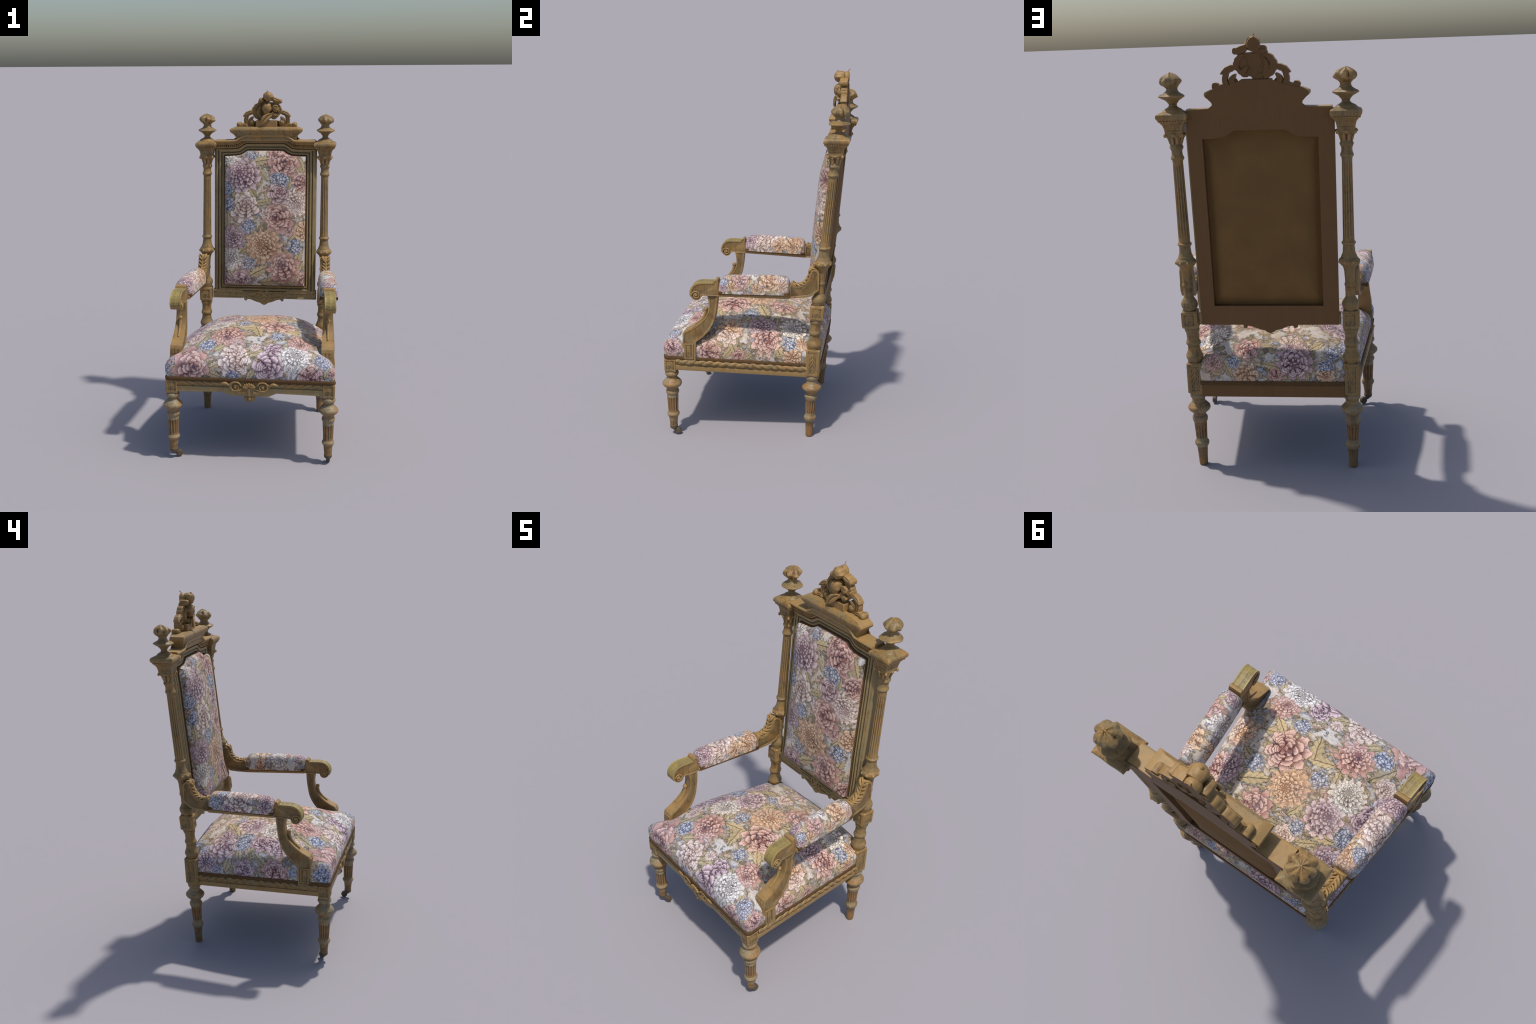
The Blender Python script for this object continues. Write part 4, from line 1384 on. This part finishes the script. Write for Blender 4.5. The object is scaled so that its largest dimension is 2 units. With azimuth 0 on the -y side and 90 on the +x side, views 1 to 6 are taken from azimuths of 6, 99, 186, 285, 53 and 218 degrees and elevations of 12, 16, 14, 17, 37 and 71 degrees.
for cx, cz, r in ((-.014, .756, .010), (.011, .756, .010), (-.002, .742, .013), (-.014, .730, .009), (.010, .730, .009), (-.002, .716, .011), (-.016, .706, .008), (.012, .706, .008), (-.002, .697, .009)):
    parts.append(ellipsoid((cx, yc - .001, cz), (r, .008, r), 12, 8))
for s in (1, -1):
    for k in range(5):
        x = .045 + k * .013
        parts.append(tube(catmull([(s * x, yc, .738 - k * .004), (s * (x + .010), yc - .004, .748 - k * .003), (s * (x + .022), yc - .003, .752 - k * .001), (s * (x + .026), yc, .748)], 4), [.0025 + .0035 * sin(pi * i / 12) for i in range(13)], 8))
        parts.append(tube(catmull([(s * (x - .008), yc, .722 + k * .001), (s * (x + .004), yc - .004, .716 + k * .003), (s * (x + .018), yc, .716 + k * .002)], 4), [.002 + .003 * sin(pi * i / 8) for i in range(9)], 8))
    for k in range(6):
        x = .120 + k * .018
        parts.append(ellipsoid((s * x, yc + .001, .750 + .004 * (-1) ** k), (.011, .005, .005), 12, 8, rot=Euler((0, .5 * (-1) ** k, 0))))
V, F = merge(parts)
ob = new_obj("apron_carving", V, F, FRAMEGOLD, frame, 60)
for z0, z1, h in ((.758, .772, .000), (.719, .728, .002)):
    for s in (1, -1):
        V, F = box(.136 * s if s > 0 else -.320, .320 if s > 0 else -.136, face_y(z0) + h, face_y(z0) + .03, z0, z1)
        bevel(new_obj("rail_fillet", V, F, FRAMEGOLD, frame), .003)

# ---------------------------------------------------------------- crest: stepped cornice following the ogee
def ogee_z(x):
    """height of the opening top over x, widened outward with the offset"""
    x = abs(x)
    return x


top = [(x, z) for x, z in OPEN if z > 1.598]
top = sorted(top, key=lambda p: p[0])
ends = [(-.306, 1.602)] + top + [(.306, 1.602)]


def offset_open(pts, d):
    out = []
    n = len(pts)
    for i in range(n):
        p, q, s = Vector(pts[max(i - 1, 0)]), Vector(pts[i]), Vector(pts[min(i + 1, n - 1)])
        t = (s - p).normalized()
        out.append((q.x - t.y * d * .9, q.y + t.x * d))
    return out


CORN = [(.030, .010), (.030, -.003), (.036, -.004), (.038, .002), (.043, .002), (.045, -.008), (.050, -.012), (.053, -.008), (.062, -.008), (.064, -.014), (.069, -.018), (.076, -.026), (.083, -.036), (.088, -.038), (.094, -.034), (.096, -.024)]
rings = []
for d, h in CORN:
    row = offset_open(ends, d)
    rings.append([(x, face_y(z) + h, z) for x, z in row])
rings.append([(x, rear_y(z) - .001, z) for x, z in offset_open(ends, .095)])
rings.append([(x, rear_y(z) - .001, z) for x, z in offset_open(ends, .030)])
rings.append(rings[0])
V, F = loft(rings, False)
nn = len(ends)
m = len(rings) - 1
F.append([i * nn for i in range(m)])
F.append([i * nn + nn - 1 for i in range(m)][::-1])
cornice = new_obj("crest_cornice", V, F, GOLD, chair, 28)
# bead row
row = offset_open(ends, .0575)
parts = []
acc = 0
last = Vector(row[0])
for p in row[1:]:
    p = Vector(p)
    seg = (p - last).length
    while acc < seg:
        q = last.lerp(p, acc / seg)
        if abs(q.x) < .298:
            parts.append(ellipsoid((q.x, face_y(q.y) - .010, q.y), (.0046, .0050, .0046), 10, 6))
        acc += .0122
    acc -= seg
    last = p
V, F = merge(parts)
new_obj("bead_molding", V, F, GOLD, cornice, 60)["kind"] = "stuff"

# raised centre block with overhanging shelf
rows = [(1.690, .184, .402), (1.712, .184, .402), (1.718, .186, .401), (1.722, .192, .398), (1.727, .193, .398), (1.733, .200, .394), (1.742, .213, .390), (1.748, .219, .387), (1.757, .2215, .385), (1.765, .218, .386),
        (1.771, .205, .391), (1.777, .190, .398)]
rings = []
for z, hw, yf in rows:
    c = .006
    ring = []
    N = 40
    for i in range(N + 1):
        x = lerp(-hw, hw, i / N)
        yy = yf + (.0016 * mnoise.noise(Vector((x * 40, z * 60, 0))) if z > 1.745 else 0)
        ring.append((x + c, yy, z + (.0018 * mnoise.noise(Vector((x * 18, 5, 0))) if z > 1.745 else 0)))
    ring += [(hw + c, rear_y(z) - .004, z), (-hw + c, rear_y(z) - .004, z)]
    rings.append(ring)
V, F = loft(rings)
shelf = new_obj("crest_shelf", V, F, GOLD, cornice, 34)
# rear plate of crest, stained
bp = [(-.314, 1.655), (.314, 1.655), (.314, 1.690), (.212, 1.697), (.194, 1.712), (.196, 1.722), (.222, 1.748), (.214, 1.762), (.190, 1.775), (.120, 1.790), (.07, 1.812), (-.058, 1.812), (-.110, 1.790), (-.180, 1.775), (-.204, 1.762),
      (-.212, 1.748), (-.186, 1.722), (-.184, 1.712), (-.202, 1.697), (-.314, 1.690)]
n = len(bp)
V = [(x, rear_y(z) - .006, z) for x, z in bp] + [(x, rear_y(z) + .0015, z) for x, z in bp]
F = [list(range(n)), [n + i for i in range(n)][::-1]] + [[i, n + i, n + (i + 1) % n, (i + 1) % n] for i in range(n)]
new_obj("crest_backing", V, F, BACKWOOD, cornice, 30)

# pierced carving of fruit and leaves on the shelf
V, F = box(-.059, .071, .414, .462, 1.772, 1.815)
bevel(new_obj("carved_plinth", V, F, CREST, cornice), .003)
Y1 = .469


def bar_y(cx, cz, rx, rz, y0, y1, lump=.10, seed=0, taper=1.0, lobes=0, lobe=0.0):
    """carving that runs back to the flat rear: rounded nose in front"""
    rings = []
    y1 = y1 - .0006 * (seed % 7)
    nose = min(rx, rz)
    prof = [(y0, .02), (y0 + nose * .06, .34), (y0 + nose * .2, .62), (y0 + nose * .45, .85), (y0 + nose * .85, 1.0), (lerp(y0 + nose, y1, .5), .97 * taper), (y1 - .004, .95 * taper), (y1, .9 * taper)]
    prof = [p for i, p in enumerate(prof) if i < 4 or p[0] > prof[3][0]]
    prof.sort()
    for y, k in prof:
        ring = []
        for j in range(28):
            a = 2 * pi * j / 28
            kk = k * (1 + lump * mnoise.noise(Vector((cos(a) * 1.4 + seed * 2.3, sin(a) * 1.4, y * 25))) + lobe * cos(lobes * a))
            ring.append((cx + rx * kk * cos(a), y, cz + rz * kk * sin(a)))
        rings.append(ring)
    return loft(rings)


def carve(name, parts, sharp=60):
    V, F = merge(parts)
    ob = new_obj(name, V, F, [CREST, BACKWOOD], cornice, sharp)
    for p in ob.data.polygons:              # the flat rear was never gilded
        if p.center.y > .455 and p.normal.y > .85:
            p.material_index = 1
    return ob



def carved_leaf(path, w, y0, y1=Y1, serr=0.0, lobes=6, n=7, groove=.35):
    """pierced carving: a leaf blade running along (x, z) path, ridged in front, cut straight back to the rear"""
    y1 = y1 + .0004 + .0011 * ((path[0][0] * 977 + path[-1][1] * 613) % 3)
    P = catmull(path, n)
    W = catmull([(q,) for q in w], n)
    rings = []
    m = len(P)
    for i, p in enumerate(P):
        a, b = Vector(P[max(i - 1, 0)]), Vector(P[min(i + 1, m - 1)])
        t = (b - a).normalized()
        nx, nz = -t.y, t.x
        k = W[i][0] * (1 + serr * abs(sin(lobes * pi * i / (m - 1))))
        d = k * .9
        row = [(-.80, y1), (-.98, lerp(y0, y1, .6)), (-1.0, y0 + d * .75), (-.72, y0 + d * .28), (-.38, y0 + d * groove), (-.16, y0 + d * .02), (0, y0),
               (.16, y0 + d * .02), (.38, y0 + d * groove), (.72, y0 + d * .28), (1.0, y0 + d * .75), (.98, lerp(y0, y1, .6)), (.80, y1)]
        rings.append([(p[0] + nx * k * u, y, p[1] + nz * k * u) for u, y in row])
    return loft(rings)


carve("fruit", [bar_y(.019, 1.957, .031, .031, .394, .450, .22, 1, lobes=7, lobe=.04), bar_y(.010, 1.954, .028, .031, .436, .476, .06, 2),
                ellipsoid((.014, .414, 1.980), (.008, .008, .011), 12, 8)], 35)
carve("fruit", [bar_y(.009, 1.886, .030, .036, .392, Y1, .22, 4, lobes=6, lobe=.05)], 35)
carve("fruit", [bar_y(.061, 1.884, .021, .021, .410, Y1, .08, 5), tube([(.061 + .013 * cos(i * pi / 6), .416, 1.898 + .006 * sin(i * pi / 6)) for i in range(13)], .005, 8)])
carve("berry", [bar_y(-.026, 1.935, .0165, .0165, .412, Y1, .16, 6), carved_leaf([(-.045, 1.922), (-.028, 1.926), (.004, 1.922)], [.004, .010, .006], .430)], 40)
carve("berry", [bar_y(.087, 1.929, .0145, .0140, .424, Y1, .14, 7), carved_leaf([(.040, 1.948), (.058, 1.936), (.080, 1.928), (.097, 1.926)], [.008, .017, .015, .007], .426)], 40)
carve("stalk", [tube(catmull([(.010, .466, 1.978), (.009, .471, 1.988), (.006, .478, 1.9975)], 4), [.0028, .0026, .0024, .0023, .0022, .0022, .0022, .0024, .0026], 8)])
# folded leaves either side of the big fruit
carve("leaf", [carved_leaf([(-.030, 1.912), (-.050, 1.906), (-.068, 1.882), (-.068, 1.858), (-.050, 1.834), (-.030, 1.818)], [.004, .011, .013, .013, .012, .005], .434, serr=.25),
               carved_leaf([(-.030, 1.900), (-.040, 1.876), (-.038, 1.850), (-.022, 1.826)], [.004, .011, .012, .005], .424),
               carved_leaf([(-.052, 1.866), (-.072, 1.858), (-.082, 1.866)], [.010, .008, .003], .436)], 30)
carve("leaf", [carved_leaf([(.052, 1.913), (.070, 1.905), (.084, 1.885), (.084, 1.862), (.070, 1.846)], [.004, .010, .012, .011, .005], .432, serr=.25),
               carved_leaf([(.040, 1.866), (.052, 1.850), (.066, 1.842), (.080, 1.848)], [.006, .012, .012, .004], .414),
               carved_leaf([(.078, 1.868), (.092, 1.874), (.096, 1.884)], [.008, .006, .002], .424)], 30)
# ground of the carving behind fruit and leaves
gp = [(-.006, 1.815), (-.034, 1.822), (-.050, 1.838), (-.062, 1.862), (-.056, 1.890), (-.036, 1.908), (-.026, 1.918), (-.020, 1.925), (.054, 1.922), (.060, 1.904), (.074, 1.884), (.070, 1.860), (.052, 1.838), (.026, 1.826), (.018, 1.815)]
V = [(x, .450, z) for x, z in gp] + [(x, Y1 - .005, z) for x, z in gp]
n = len(gp)
carve("carving_ground", [(V, [list(range(n)), [n + i for i in range(n)][::-1]] + [[i, n + i, n + (i + 1) % n, (i + 1) % n] for i in range(n)])], 30)
# broad leaf lolling forward over the plinth
rings = []
for i in range(21):
    t = i / 20
    cx, cz = lerp(-.020, .042, t) - .006 * sin(pi * t), lerp(1.797, 1.855, t) + .006 * sin(pi * t)
    w = .021 * sin(pi * (.06 + .90 * t)) ** .75 + .001
    y = .388 + .018 * t * t
    nx, nz = -.69, .72
    row = [(-1, .006), (-.55, .001), (-.12, .004), (0, .0055), (.12, .004), (.55, -.001), (1, .004), (.95, .010), (.4, .012), (0, .016), (-.5, .012), (-.95, .011)]
    rings.append([(cx + nx * w * u * .9, y + d, cz + nz * w * u * .9) for u, d in row])
V, F = loft(rings)
new_obj("leaf", V, F, CREST, cornice, 35)
carve("stalk", [tube([(.034, .406, 1.848), (.032, .440, 1.840), (.025, .466, 1.840)], [.010, .014, .016], 10), tube([(-.01, .415, 1.835), (-.01, .44, 1.828), (-.01, .466, 1.820)], [.012, .015, .016], 10),
                bar_y(.052, 1.832, .016, .011, .422, Y1, .2, 11)], 40)
# curling side scrolls
for s, ox in ((-1, .0), (1, .014)):
    X = lambda v: s * v + (ox if s > 0 else 0)
    q = lambda pts: [(X(a), b) for a, b in pts]
    carve("scroll_leaf", [
        carved_leaf(q([(.062, 1.862), (.082, 1.864), (.104, 1.857), (.122, 1.847), (.139, 1.838)]), [.006, .011, .014, .012, .002], .436, serr=.12, lobes=4),
        carved_leaf(q([(.104, 1.852), (.117, 1.836), (.122, 1.812), (.114, 1.790), (.096, 1.780), (.074, 1.782)]), [.006, .012, .013, .013, .010, .006], .439),
        carved_leaf(q([(.070, 1.788), (.086, 1.796), (.094, 1.812), (.084, 1.828), (.076, 1.836)]), [.006, .014, .014, .009, .003], .436),
        bar_y(X(.083), 1.800,   .017, .018, .428, .458, .18, 12 + s)], 30)
    carve("scroll_bud", [bar_y(X(.163), 1.788, .0165, .0165, .425, Y1, .16, 8 + s), carved_leaf(q([(.172, 1.776), (.150, 1.780), (.132, 1.786), (.112, 1.778)]), [.006, .010, .013, .008], .434)], 40)

# ---------------------------------------------------------------- back pad
BP = catmull([(0, .002), (0, -.004), (.001, -.014), (.004, -.024), (.010, -.033), (.022, -.041), (.045, -.051), (.085, -.062), (.13, -.070), (.18, -.075), (.23, -.0775), (.249, -.078)], 3)
pad_loop = offset_loop(OPEN, -.003)
cz = 1.215
rings = []
for ins, h in BP:
    ring = []
    for x, z in pad_loop:
        kx = 1 - ins / .25
        kz = 1 - ins / .32 if ins < .05 else 1 - (.05 / .32 + (ins - .05) * (1 - .05 / .32) / .20)
        X, Z = x * kx, cz + (z - cz) * max(kz, .004)
        ring.append((X, face_y(Z) + h - .016 * smoothstep(.98, .83, Z) * (.4 + .6 * smoothstep(.0, .03, ins)) + .002 * mnoise.noise(Vector((X * 9, Z * 9, 0))), Z))
    rings.append(ring)
V, F = loft(rings)
bbv = BVHTree.FromPolygons([Vector(v) for v in V], F)
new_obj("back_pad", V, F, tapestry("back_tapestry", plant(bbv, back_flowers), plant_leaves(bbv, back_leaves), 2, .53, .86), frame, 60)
rings = []
for d, h in ((-.0005, .012), (-.0005, .002), (-.004, -.004), (-.010, -.010), (-.013, -.012), (-.013, .010)):
    rings.append([(x, face_y(z) + h - (.012 if d < -.008 else .004), z) for x, z in offset_loop(OPEN, d)])
V, F = loft(rings, True, False)
new_obj("pad_edging", V, F, GIMP, frame, 60)

for o in bpy.data.objects:
    if o.type == 'MESH' and o.parent is None:
        o.parent = chair
